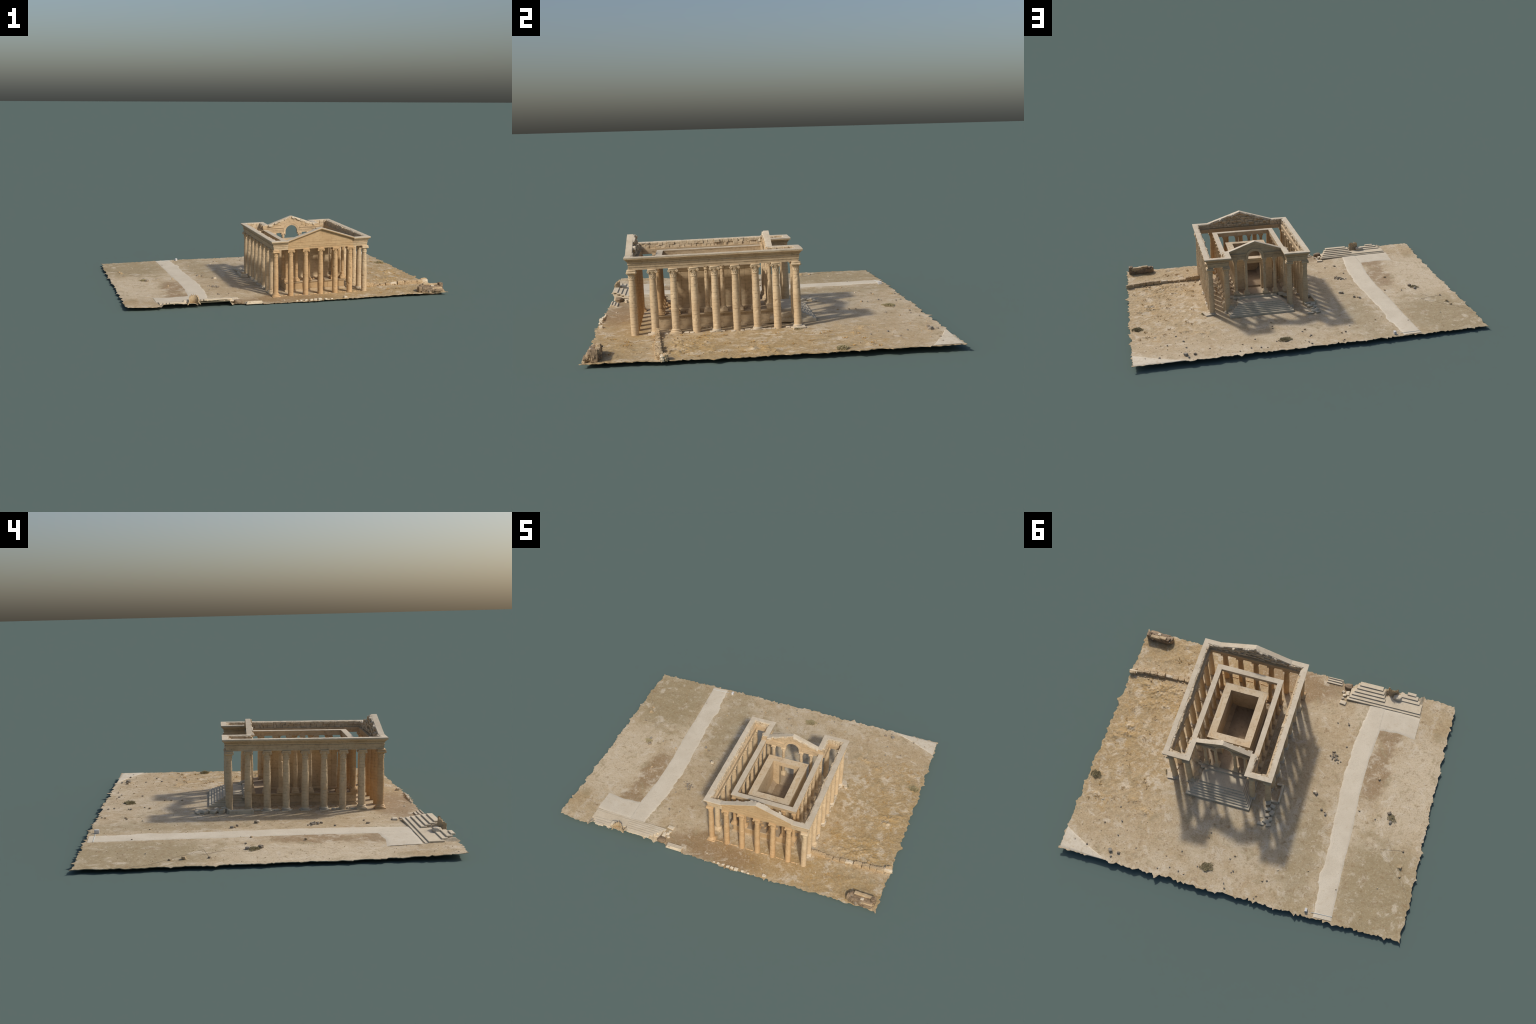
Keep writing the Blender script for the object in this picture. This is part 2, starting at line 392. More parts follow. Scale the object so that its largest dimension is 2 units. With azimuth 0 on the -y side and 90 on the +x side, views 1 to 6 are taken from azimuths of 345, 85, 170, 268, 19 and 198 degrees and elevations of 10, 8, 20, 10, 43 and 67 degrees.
# ------------------------------------------------------------------ ground
CTRL = np.array([(-.99, .73, .014), (-.59, .726, .019), (-.47, .73, .020), (.15, .62, .0228), (0, .745, .022), (.4, .74, .024), (.7, .74, .026),
    (.986, .74, .029), (.95, .27, .023), (.97, -.1, .018), (.97, -.45, .017), (.96, -.74, .017), (.8, -.70, .0155), (.6, -.745, .013),
    (.318, -.735, .011), (.05, -.745, .007), (-.2, -.74, .0045), (-.30, -.69, .005), (-.45, -.60, .011), (-.59, -.455, .012), (-.795, -.456, .010),
    (-.79, -.744, .019), (-.977, -.74, .024), (-.98, -.3, .013), (-.98, .2, .013), (-.775, .046, .013), (-.07, -.572, .0045), (.215, -.572, .0085),
    (.497, -.572, .0115), (.49, -.2, .0145), (.49, .14, .018), (-.07, -.2, .0095), (-.07, .05, .013), (.2, .25, .0185), (.2, -.45, .0115),
    (.2, -.1, .015), (-.3, .1, .013), (-.3, .4, .0165), (-.6, .3, .015), (.7, .2, .0180), (.7, -.3, .0125), (.6, -.05, .0140), (.85, -.25, .0135), (.6, -.49, .0165), (.78, -.52, .0180), (.65, .40, .0220), (.36, .40, .0205), (-.1, .5, .0185)])
def _tps(r2): return np.where(r2 > 1e-12, 0.5 * r2 * np.log(np.maximum(r2, 1e-12)), 0)
_n = len(CTRL); _d = ((CTRL[:, None, :2] - CTRL[None, :, :2]) ** 2).sum(2)
_A = np.zeros((_n + 3, _n + 3)); _A[:_n, :_n] = _tps(_d) + 0.004 * np.eye(_n)
_A[:_n, _n] = 1; _A[:_n, _n + 1:] = CTRL[:, :2]; _A[_n, :_n] = 1; _A[_n + 1:, :_n] = CTRL[:, :2].T
_W = np.linalg.solve(_A, np.concatenate([CTRL[:, 2], np.zeros(3)]))
def smooth_height(X, Y):
    X = np.asarray(X, float); Y = np.asarray(Y, float)
    r2 = (X[..., None] - CTRL[:, 0]) ** 2 + (Y[..., None] - CTRL[:, 1]) ** 2
    return _tps(r2) @ _W[:_n] + _W[_n] + _W[_n + 1] * X + _W[_n + 2] * Y

def ground_height(X, Y):
    X = np.asarray(X, float); Y = np.asarray(Y, float); sh = X.shape
    x, y = X.ravel(), Y.ravel(); P = np.stack([x, y, np.zeros_like(x)], 1)
    h = smooth_height(x, y)
    n_mid = fbm(P, 22, 5, 4); n_fine = fbm(P, 90, 9, 3)
    lumps = np.clip(fbm(P, 34, 21, 4, 0.5) * .75 + .28, 0, 1) ** 1.3
    field = np.clip((x - 0.52) / 0.12, 0, 1) * np.clip((0.55 - y) / 0.25, 0, 1)
    h = h + n_mid * (0.0012 + 0.0016 * field) + n_fine * (0.0004 + 0.0009 * field)
    for cx, cy, rx, ry, a in CLODS:
        g = np.exp(-(((x - cx) / rx) ** 2 + ((y - cy) / ry) ** 2))
        h = h + g * a * (0.10 + 2.0 * lumps)
    # banks that carry the stairs on the south edge
    band = lambda a, b: np.clip((x - a) / .015, 0, 1) * np.clip((b - x) / .015, 0, 1)
    h = h + band(-.575, -.375) * np.clip((-.632 - y) / .085, 0, 1) * .026 + band(-.790, -.575) * np.clip((-.672 - y) / .06, 0, 1) * .013
    h = h + band(-.300, -.190) * np.clip((-.692 - y) / .04, 0, 1) * .011
    return np.maximum(h, 0.0026).reshape(sh)

def ground_at(x, y): return float(ground_height(np.array([x]), np.array([y]))[0])
def on_ground(x, y, dz=0.0): return to_local((x, y, ground_at(x, y) + dz))

def teeth(t, seed, amp):
    """torn scan edge: irregular triangular teeth, a few long spikes, slow wander"""
    rg = np.random.default_rng(seed); x = -1.2; xs = []; ys = []; lvl = 0.0
    while x < 6.5:
        x += rg.uniform(.003, .017); lvl = .6 * lvl + rg.normal(0, .35)
        xs.append(x); ys.append(lvl + rg.normal(0, .28) + (rg.uniform(.7, 1.7) if rg.random() < .07 else 0))
    return amp * np.clip(np.interp(t, xs, ys), -1.3, 2.0)

def build_ground():
    NX, NY = 580, 440
    U, V = np.meshgrid(np.linspace(-1, 1, NX + 1), np.linspace(-1, 1, NY + 1))
    X = 0.981 * U; Y = 0.739 * V
    # quadrilateral sheet: each side slightly slanted
    X = X - 0.004 * (1 - U) / 2 * V; Y = Y - 0.006 * (1 - np.abs(U)) * 0
    wy = np.clip((np.abs(V) - 0.95) / 0.05, 0, 1) ** 2; wx = np.clip((np.abs(U) - 0.965) / 0.035, 0, 1) ** 2
    for sgn, seed in ((1, 31), (-1, 37)):
        t = teeth(X[0].copy(), seed, 0.0100); Y += np.where(V * sgn > 0, sgn * wy * t[None, :], 0)
        t = teeth(Y[:, 0].copy() + 5, seed + 4, 0.0088); X += np.where(U * sgn > 0, sgn * wx * t[:, None], 0)
    # bite out of the south edge beside the western stair
    notch = np.exp(-((X + 0.335) / 0.035) ** 2) * 0.040 + np.exp(-((X + 0.10) / 0.10) ** 2) * 0.002 - np.exp(-((X - 0.3) / 0.4) ** 2) * 0.009 + np.exp(-((X + 0.58) / 0.16) ** 4) * 0.008 - np.exp(-((X + 0.5) / 0.1) ** 2) * 0.003
    Y += np.where(V < 0, wy * notch, 0)
    north = np.where(V > 0, wy * (0.008 * np.clip(-X - 0.2, -0.5, 1)), 0); Y -= north
    X -= np.where(U > 0, wx * 0.012 * np.clip((-V - 0.1) / 0.6, 0, 1), 0)
    lo, hi = X.min(), X.max()
    X = X + np.where(X < 0, (-1.0 - lo), (1.0 - hi)) * np.clip((np.abs(U) - 0.93) / 0.07, 0, 1)
    Z = ground_height(X, Y)
    top = to_local(np.stack([X, Y, Z], 2).reshape(-1, 3))
    bot = to_local(np.stack([X, Y, np.maximum(Z - 0.0026, 0.0)], 2).reshape(-1, 3))
    n = NX + 1; N = len(top); f = []
    for j in range(NY):
        for i in range(NX):
            a = j * n + i; f.append((a, a + 1, a + n + 1, a + n)); f.append((a + N, a + n + N, a + n + 1 + N, a + 1 + N))
    rim = [i for i in range(n)] + [j * n + NX for j in range(1, NY + 1)] + [NY * n + i for i in range(NX - 1, -1, -1)] + [j * n for j in range(NY - 1, 0, -1)]
    for a, b in zip(rim, rim[1:] + rim[:1]): f.append((a, b, b + N, a + N))
    me = bpy.data.meshes.new('ground'); me.from_pydata(np.concatenate([top, bot]).tolist(), [], f); me.materials.append(M_GROUND)
    bm = bmesh.new(); bm.from_mesh(me); bmesh.ops.recalc_face_normals(bm, faces=bm.faces); bm.to_mesh(me); bm.free()
    me.shade_smooth(); me.set_sharp_from_angle(angle=math.radians(70))
    return place('ground', me)
build_ground()

def strip(name, left, right, mat, rise=0.0016, step=0.006, across=16, wob=0.006, seed=1, parent=ROOT):
    """ground-hugging paved strip between two edge polylines (world x,y)"""
    def resample(pl, n):
        pl = np.array(pl, float); s = np.concatenate([[0], np.cumsum(np.linalg.norm(np.diff(pl, axis=0), axis=1))])
        t = np.linspace(0, s[-1], n); return np.stack([np.interp(t, s, pl[:, 0]), np.interp(t, s, pl[:, 1])], 1), t
    L = np.linalg.norm(np.diff(np.array(left), axis=0), axis=1).sum(); n = max(6, int(L / step))
    A, t = resample(left, n); B, _ = resample(right, n)
    D = (B - A) / np.linalg.norm(B - A, axis=1)[:, None]
    P = np.stack([t, t * 0 + seed, t * 0], 1)
    A = A + D * (wob * (fbm(P, 30, seed, 4, .6) + 0.6 * fbm(P, 9, seed + 2, 2)))[:, None]; B = B + D * (wob * 0.22 * fbm(P, 24, seed + 7, 4, .6))[:, None]
    v = []; f = []; m = across + 1
    for i in range(n):
        for k in range(m):
            p = A[i] + (B[i] - A[i]) * k / across
            e = min(1.0, min(k, across - k) / 1.5)
            v.append((p[0], p[1], e))
    v = np.array(v); Z = ground_height(v[:, 0], v[:, 1]) + rise * v[:, 2] - 0.0009 * (1 - v[:, 2])
    Z = 0.5 * Z + 0.5 * (smooth_height(v[:, 0], v[:, 1]) + rise * v[:, 2] - 0.0009 * (1 - v[:, 2])) + 0.0005 * v[:, 2]
    top = to_local(np.stack([v[:, 0], v[:, 1], Z], 1))
    for i in range(n - 1):
        for k in range(across): a = i * m + k; f.append((a, a + 1, a + m + 1, a + m))
    g = Geo().add(top, f)
    me = mesh_data(name, g, mat, True)
    return place(name, me, parent)

PATH = strip('gravel_path', [(-.497, .731), (-.474, .492), (-.470, .268), (-.458, .053), (-.444, -.182), (-.457, -.434), (-.480, -.560), (-.484, -.612)],
             [(-.603, .727), (-.590, .459), (-.585, .195), (-.571, -.035), (-.570, -.247), (-.586, -.449), (-.586, -.53), (-.586, -.618)], M_PATH, 0.0014, wob=0.010, across=18)
strip('gravel_path', [(-.58, -.462), (-.685, -.474), (-.795, -.457)], [(-.58, -.618), (-.69, -.619), (-.797, -.610)], M_PATH, 0.0012, wob=0.005, seed=5)
M_CORNER = path_material('paved_corner', 0.85)
strip('paved_corner', [(.708, .737), (.80, .700), (.89, .655), (.984, .606)], [(.712, .741), (.82, .741), (.91, .741), (.982, .740)], M_CORNER, 0.0013, wob=0.002, seed=8)

# ------------------------------------------------------------------ columns
XC, Y0C, YSTEP = 0.2825, -0.3525, 0.0886
XSTEP = XC / 3

def shaft_mesh(name, length, r_bot, r_mid, r_top, mat, seed, seg=28, joint=0.0148):
    """tapered drum shaft hanging from z=0, worn joints, dents and a slight wander"""
    zs = []; z = 0.0
    while z < length - 0.003:
        zs += [z, z + 0.0006, z + 0.0016, z + joint * 0.5, z + joint - 0.0016, z + joint - 0.0006]; z += joint
    zs = np.array(sorted(set([round(q, 5) for q in zs if q <= length] + [length])))
    v = []
    drums = np.floor(zs / joint + 1e-6).astype(int)
    rng = np.random.default_rng(seed); dr = rng.normal(0, 0.00018, 40)
    for q, d in zip(zs, drums):
        t = 1 - q / length
        r = r_bot + (r_mid - r_bot) * min(1, t / 0.45) if t < 0.45 else r_top + (r_mid - r_top) * math.cos((t - 0.45) / 0.55 * math.pi / 2)
        fr = (q / joint) % 1.0
        groove = 0.00055 if (fr < 0.02 or fr > 0.985) and 0 < q < length else 0.0
        for k in range(seg):
            a = 2 * math.pi * k / seg
            v.append(((r + dr[d % 40] - groove) * math.cos(a), (r + dr[d % 40] - groove) * math.sin(a), -q))
    V = np.array(v); P = V + seed * 1.37
    dent = np.clip(fbm(P, 80, seed, 3) - 0.34, 0, 1) * 0.012 + fbm(P, 60, seed + 4, 3) * 0.0005
    rad = V[:, :2] / np.linalg.norm(V[:, :2], axis=1)[:, None]
    V[:, :2] -= rad * dent[:, None]
    sway = 0.0003 * np.sin(V[:, 2] * 26 + seed); V[:, 0] += sway; V[:, 1] += 0.0003 * np.cos(V[:, 2] * 21 + seed * 2)
    f = []
    for i in range(len(zs) - 1):
        for k in range(seg):
            k2 = (k + 1) % seg; f.append((i * seg + k, i * seg + k2, (i + 1) * seg + k2, (i + 1) * seg + k))
    f.append(tuple(range(seg))); f.append(tuple((len(zs) - 1) * seg + k for k in range(seg)))
    return mesh_data(name, Geo().add(V, f), mat, 50)

def capital_mesh(name, mat, corner=False, s=1.0):
    """Ionic-composite capital: two astragals, leaf bands, volute scrolls, abacus"""
    g = Geo()
    g.add(*lathe([(.0136, -.001), (.0150, 0), (.0158, .0012), (.0158, .0030), (.0148, .0042), (.0142, .0060), (.0142, .0110), (.0152, .0125), (.0158, .0140),
                  (.0158, .0155), (.0146, .0168), (.0142, .0190), (.0146, .0225), (.0162, .0262), (.0168, .0285), (.0168, .0300)], 28))
    for k in range(10):
        a = 2 * math.pi * (k + .5) / 10
        for z, r, h in ((.0085, .0145, .0032), (.0205, .0148, .0034)):
            a2 = a + (0.31 if z > .01 else 0)
            v, f = ellipsoid((0, 0, 0), (.0016, .0027, h), 8, 6)
            cs, sn = math.cos(a2), math.sin(a2)
            g.add([(cs * (p[0] + r) - sn * p[1], sn * (p[0] + r) + cs * p[1], p[2] + z) for p in v], f)
    def scrolls(rot):
        cs, sn = math.cos(rot), math.sin(rot)
        R = lambda V: [(cs * p[0] - sn * p[1], sn * p[0] + cs * p[1], p[2]) for p in V]
        v, f = cbox((0, 0, .0325), (.034, .0350, .0055), .0012); g.add(R(v), f)
        for sx in (-1, 1):
            prof = [(.0006, -.0183), (.0022, -.0194), (.0030, -.0184), (.0044, -.0192), (.0060, -.0183), (.0060, -.012), (.0044, 0), (.0060, .012), (.0060, .0183), (.0044, .0192), (.0030, .0184), (.0022, .0194), (.0006, .0183)]
            v, f = lathe(prof, 16)
            v = [(p[0] + sx * .0168, p[2], p[1] + .0302) for p in v]; g.add(R(v), f)
    scrolls(0.0)
    if corner: scrolls(math.pi / 2)
    v, f = cbox((0, 0, .0388), (.0400, .0385 if not corner else .0400, .0064), .0014); g.add(v, f)
    g.v = [(p[0] * s, p[1] * s, p[2] * s) for p in g.v]
    V = np.array(g.v); d = fbm(V + 0.3, 130, 5, 2) * 0.0005
    r = np.linalg.norm(V[:, :2], axis=1) + 1e-6; V[:, :2] += V[:, :2] / r[:, None] * d[:, None]; g.v = V.tolist()
    return mesh_data(name, g, mat, 45)

def base_mesh(name, mat, r, plinth, h_pl, s_h=1.0):
    g = Geo()
    v, f = cbox((0, 0, h_pl / 2), (plinth, plinth, h_pl), .0012, jit=.0008); g.add(v, f)
    q = h_pl
    prof = [(plinth * .46, q), (plinth * .485, q + .0016 * s_h), (plinth * .485, q + .0034 * s_h), (plinth * .45, q + .005 * s_h), (r * 1.12, q + .0066 * s_h),
            (r * 1.10, q + .0078 * s_h), (r * 1.22, q + .0090 * s_h), (r * 1.22, q + .0104 * s_h), (r * 1.06, q + .0122 * s_h), (r * .98, q + .0145 * s_h)]
    g.add(*lathe(prof, 28))
    return mesh_data(name, g, mat, 45)

TOP = 0.2562; FULL = 0.2440
SHAFTS = [shaft_mesh('column', FULL, .0166, .0170, .0139, M_SHAFT, 3 + 5 * i) for i in range(5)]
SHAFTS_F = [shaft_mesh('column', FULL, .0166, .0171, .0139, M_OCHRE_SHAFT, 41 + 5 * i) for i in range(4)]
CAP_W, CAP_F = capital_mesh('capital', M_WARM), capital_mesh('capital', M_OCHRE)
CAP_WC = capital_mesh('capital', M_WARM, True); CAP_FC = capital_mesh('capital', M_OCHRE, True)
BASE_W = base_mesh('column_base', M_WARM, .0168, .050, .008)
BASE_F = base_mesh('column_base', M_OCHRE, .0168, .050, .008)
BASE_S = base_mesh('column_base', M_PALE, .0168, .043, .005, .6)

def local_ground(x, y):
    w = to_world((x, y, 0.012)); return float(to_local((w[0], w[1], ground_at(w[0], w[1])))[2])

def outer_column(x, y, front, corner, facing, base=None, k=0):
    zb = local_ground(x, y) - 0.0012
    wz = to_world((x, y, zb))[2]
    if wz < 0.0004: zb += 0.0004 - wz
    sz = (TOP - zb) / FULL
    me = (SHAFTS_F if front else SHAFTS)[k % (4 if front else 5)]
    ob = place('column', me, ROOT, (x, y, TOP), rz=(k * 2.399) % 6.28, scale=(1, 1, sz))
    cap = (CAP_FC if front else CAP_WC) if corner else (CAP_F if front else CAP_W)
    c = place('capital', cap, ob, (0, 0, 0), rz=facing - ob.rotation_euler[2], scale=(1, 1, 1 / sz))
    if base:
        me, h = base
        place('column_base', me, ob, (0, 0, -(TOP - zb) / sz), rz=facing - ob.rotation_euler[2] + random.uniform(-.05, .05), scale=(1, 1, 1 / sz))
    return ob

k = 0
for i in range(9):
    y = Y0C + YSTEP * i
    # west flank: the southern two keep full Attic bases
    outer_column(-XC, y, i == 0, i in (0, 8), math.pi / 2, {0: (BASE_F, 1), 1: (BASE_W, 1)}.get(i, (BASE_S, 1) if i in (3, 4, 5, 6) else None), k); k += 1
    outer_column(XC, y, False, i in (0, 8), math.pi / 2, {2: (BASE_W, 1)}.get(i, (BASE_S, 1) if i in (1, 4, 6, 8) else None), k); k += 1
for j in range(1, 6):
    outer_column(-XC + XSTEP * j, Y0C, True, False, 0.0, None, k); k += 1
for sx in (-1, 1):
    outer_column(sx * 0.188, Y0C + 8 * YSTEP, False, True, 0.0, (BASE_S, 1), k); k += 1

# inner colonnade on pedestals
PODIUM_TOP = 0.0765
I_TOP, I_S = 0.2700, 0.66
I_FULL = I_TOP - 0.097
ISH = [shaft_mesh('inner_column', I_FULL, .0104, .0103, .0086, M_SHAFT, 81 + 3 * i, 22, .0135) for i in range(3)]
ISF = [shaft_mesh('inner_column', I_FULL, .0104, .0103, .0086, M_OCHRE_SHAFT, 101 + 3 * i, 22, .0135) for i in range(2)]
ICAP_W, ICAP_F = capital_mesh('inner_capital', M_WARM, False, I_S), capital_mesh('inner_capital', M_OCHRE, False, I_S)
def pedestal_mesh(name, mat):
    g = Geo()
    g.add(*cbox((0, 0, .0075), (.035, .035, .015), .0012, jit=.001))
    g.add(*cbox((0, 0, .0028), (.038, .038, .0050), .001, jit=.0008))
    g.add(*lathe([(.0160, .0148), (.0166, .0165), (.0164, .0182), (.0146, .0196), (.0126, .0206), (.0132, .0218), (.0130, .0232), (.0112, .0246), (.0100, .0262)], 22))
    return mesh_data(name, g, mat, 45)
PED_W, PED_F = pedestal_mesh('pedestal', M_WARM), pedestal_mesh('pedestal', M_OCHRE)
def inner_column(x, y, facing, ochre, k):
    ob = place('inner_column', (ISF if ochre else ISH)[k % (2 if ochre else 3)], ROOT, (x, y, I_TOP), rz=(k * 1.7) % 6.28)
    place('inner_capital', ICAP_F if ochre else ICAP_W, ob, rz=facing - ob.rotation_euler[2])
    place('pedestal', PED_F if ochre else PED_W, ob, (0, 0, PODIUM_TOP - .0005 - I_TOP), rz=facing - ob.rotation_euler[2])
IX = 0.1815
for i in range(8):
    y = -0.2425 + 0.0703 * i
    for sx in (-1, 1): inner_column(sx * IX, y, math.pi / 2, i < 2, k); k += 1
for x in (-.119, -.040, .040, .119): inner_column(x, -0.2425, 0, True, k); k += 1
for x in (-.119, -.0565, .0565, .119): inner_column(x, 0.2500, 0, False, k); k += 1

# ------------------------------------------------------------------ outer entablature
PC, PS, PN, PI = 0.2835, -0.351, 0.357, 0.1865
HALF = [(PI, .247), (PI, PN), (PC, PN), (PC, PS), (.207, PS)]
PROF = [(-.0165, .298), (.0122, .298), (.0122, .3090), (.0138, .3096), (.0138, .3205), (.0164, .3216), (.0164, .3240), (.0138, .3250), (.0142, .3296), (.0168, .3302), (.0176, .3334),
        (.0160, .3340), (.0200, .3372), (.0222, .3378), (.0214, .3392), (.0235, .3424), (.0278, .3446), (.0292, .3454), (.0292, .3502), (.004, .3502), (.004, .3240), (-.0165, .3228)]
COPE = [(.0030, .3496), (.0292, .3496), (.0300, .3504), (.0300, .3540), (.0294, .3547), (.0030, .3547)]

def dense(path, step=0.012, clear=0.036):
    """subdivide a plan polyline, keeping clear of its corners so that mitres do not fold"""
    out = []
    for a, b in zip(path, path[1:]):
        out.append(a); L = math.dist(a, b)
        if L > 2 * clear + step:
            n = max(1, int((L - 2 * clear) / step))
            out += [(a[0] + (b[0] - a[0]) * (clear + (L - 2 * clear) * t / n) / L, a[1] + (b[1] - a[1]) * (clear + (L - 2 * clear) * t / n) / L) for t in range(n + 1)]
    return out + [path[-1]]

def weathered(v, amp, seed, freq=60):
    V = np.array(v); d = np.stack([fbm(V + i * 4.7, freq, seed + i, 3) for i in range(3)], 1)
    return V + d * amp

for sx in (1, -1):
    for nm, pr, mat, amp in (('entablature', PROF, M_WALL, .0007), ('coping', COPE, M_PALE, .0013)):
        v, f = sweep(dense(HALF), pr)
        v = weathered(v, amp, 5 if sx > 0 else 9)
        if sx < 0: v = mirror_x(v)
        part(nm, Geo().add(v, f), mat, 35)

# plain front architrave and wall between the two corner returns
v, f = sweep(dense([(.207, PS), (-.207, PS)]), [(-.0165, .298), (.0122, .298), (.0122, .3090), (.0138, .3096), (.0138, .3205), (.0150, .3215), (.0150, .3255), (.0142, .3262),
             (.0142, .3400), (.0152, .3408), (.0152, .3432), (.0142, .3440), (.0142, .3480), (-.0005, .3480), (-.0005, .3240), (-.0165, .3228)])
part('entablature', Geo().add(weathered(v, .0006, 14), f), M_OCHRE_WALL, 35)

# broken backing masonry behind the cornice: two courses of uneven blocks
def backing(a, b, inward, seed, z0=.3225, z1=.3530, depth=(.0005, .0060), mat=M_BACK, name='backing_masonry'):
    rng = np.random.default_rng(seed); g = Geo()
    a = np.array(a, float); b = np.array(b, float); L = np.linalg.norm(b - a); d = (b - a) / L; nrm = np.array(inward, float)
    ang = math.atan2(d[1], d[0])
    for zc, zt in ((z0, z0 + .0155), (z0 + .0150, z1)):
        s = 0.0
        while s < L:
            w = rng.uniform(.014, .034); w = min(w, L - s + .002)
            dp = rng.uniform(*depth); top = zt - (rng.uniform(0, .0012) if zt == z1 else 0)
            if zt == z1 and rng.random() < .18: dp *= .2
            if zt == z1 and rng.random() < .12: dp += .005
            c = a + d * (s + w / 2) + nrm * (dp / 2 - .004)
            g.add(*cbox((c[0], c[1], (zc + top) / 2), (w * 1.0, dp + .008, top - zc + .0004), .0018, rz=ang + rng.normal(0, .03), jit=.0012))
            s += w
    return part(name, g, mat, None, kind='stuff')
for sx in (1, -1):
    xi = sx * (PC - .004)
    backing((xi, PS + .006), (xi, PN - .006), (-sx, 0), 3 if sx > 0 else 4)
    backing((sx * (PI + .004), .262), (sx * (PI + .004), PN - .006), (sx, 0), 5 if sx > 0 else 6)
    backing((sx * (PI + .004), PN - .004), (sx * (PC - .004), PN - .004), (0, -1), 7 if sx > 0 else 8)
    backing((sx * .20, PS + .004), (sx * (PC - .004), PS + .004), (0, 1), 9 if sx > 0 else 10)

# pale cap course on top of the backing so that the inner lip reads ragged
def lip(a, b, inward, seed, z=.3545):
    rng = np.random.default_rng(seed); g = Geo()
    a = np.array(a, float); b = np.array(b, float); L = np.linalg.norm(b - a); d = (b - a) / L; n = np.array(inward, float); ang = math.atan2(d[1], d[0]); s = 0
    while s < L:
        w = min(rng.uniform(.010, .030), L - s + .001); dp = rng.uniform(.001, .0065)
        if rng.random() < .14: dp += rng.uniform(.003, .007)
        c = a + d * (s + w / 2) + n * (dp / 2 - .003)
        g.add(*cbox((c[0], c[1], z - .0028 - rng.uniform(0, .0006)), (w * 1.0, dp + .006, .0050), .0008, rz=ang + rng.normal(0, .04), jit=.0009)); s += w
    return part('coping_edge', g, M_PALE, None, kind='stuff')
for sx in (1, -1):
    lip((sx * (PC + .0035), PS), (sx * (PC + .0035), PN), (-sx, 0), 23 if sx > 0 else 24)
    lip((sx * (PI - .0035), .25), (sx * (PI - .0035), PN), (sx, 0), 25 if sx > 0 else 26)
    lip((sx * PI, PN + .0035), (sx * PC, PN + .0035), (0, -1), 27 if sx > 0 else 28)
    lip((sx * .205, PS - .0035), (sx * PC, PS - .0035), (0, 1), 29 if sx > 0 else 30)

# ------------------------------------------------------------------ pediments
def rake(x0, z0, zt, y_front, y_back, layers, ragged, seed, mat_top, mat_low, n=30):
    """sloping cornice of one gable: layered courses with a ragged rear edge"""
    rng = np.random.default_rng(seed)
    for sx in (1, -1):
        for (dz0, dz1, over, pale) in layers:
            g = Geo(); v = []; f = []; t = 0.0; m = 0
            for i in range(n + 1):
                t = i / n; x = sx * x0 * (1 - t); z = z0 + (zt - z0) * t
                v += [(x, y_front + over, z + dz0), (x, y_front + over, z + dz1), (x, y_back, z + dz1), (x, y_back, z + dz0)]
                if i:
                    a = (i - 1) * 4; b = i * 4
                    for k in range(4): f.append((a + k, a + (k + 1) % 4, b + (k + 1) % 4, b + k))
            f.append((0, 1, 2, 3)); f.append((n * 4, n * 4 + 1, n * 4 + 2, n * 4 + 3))
            part('raking_cornice', g.add(weathered(v, .0005, seed + 3), f), mat_top if pale else mat_low, 30)
        # stepped stones along the rear edge
        g = Geo(); s = 0.0; L = math.hypot(x0, zt - z0)
        sg = 1 if y_back > y_front else -1
        while s < L - .004:
            w = min(rng.uniform(.009, .022), L - s); t = (s + w / 2) / L; x = sx * x0 * (1 - t); z = z0 + (zt - z0) * t
            dp = rng.uniform(.0, ragged) * rng.choice([.3, 1, 1.2]); hh = rng.uniform(.008, .016)
            v, f = cbox((0, 0, 0), (w * .98, dp + .006, hh), .0014, jit=.0014)
            v = [(p[0] + x, p[1] + y_back + sg * (dp / 2 - .003), z + p[2] - hh / 2 + .0030 - sx * p[0] * (zt - z0) / x0) for p in v]
            g.add(v, f); s += w
        part('gable_edge', g, mat_top, None, kind='stuff')

def rubble_face(xr, zfun0, zfun1, y, sgn, seed, mat, size=(.012, .030), dep=(.001, .006)):
    """uneven stones standing out of a wall face, in rough courses"""
    rng = np.random.default_rng(seed); g = Geo(); z = zfun0
    zmax = max(zfun1(x) for x in np.linspace(-xr, xr, 41))
    while z < zmax:
        h = rng.uniform(.008, .014); x = -xr + rng.uniform(0, .01)
        while x < xr:
            w = rng.uniform(*size)
            if zfun1(x + w / 2) > z + h * .55 and zfun1(x) > z and zfun1(x + w) > z and rng.random() > .12:
                hh = min(h, zfun1(x + w / 2) - z); d = rng.uniform(*dep)
                g.add(*cbox((x + w / 2, y + sgn * (d / 2 - .002), z + hh / 2), (w * .95, d + .004, hh * .93), .0013, tilt=(0, rng.normal(0, .03)), jit=.0011))
            x += w
        z += h
    return part('rubble_facing', g, mat, None, kind='stuff')

# south pediment (solid tympanum)
FZ, FA, FX = .3515, .4205, .212
ty = [(-FX, .3440), (FX, .3440), (FX, FZ - .004), (0, FA - .006), (-FX, FZ - .004)]
v, f = extrude_xz(ty, -.3655, -.3520); part('tympanum', Geo().add(v, f), M_OCHRE_WALL)
rake(FX, FZ, FA, -.3655, -.3520, [(-.0120, -.0085, -.0035, False), (-.0086, -.0040, -.0075, False), (-.0041, .0008, -.0140, False), (.0007, .0040, -.0148, True)], .016, 51, M_PALE, M_OCHRE)
rubble_face(.20, .3250, lambda x: FZ - .010 + (FA - FZ) * (1 - abs(x) / FX), -.3520, 1, 61, M_BACK, size=(.014, .038), dep=(.001, .010))

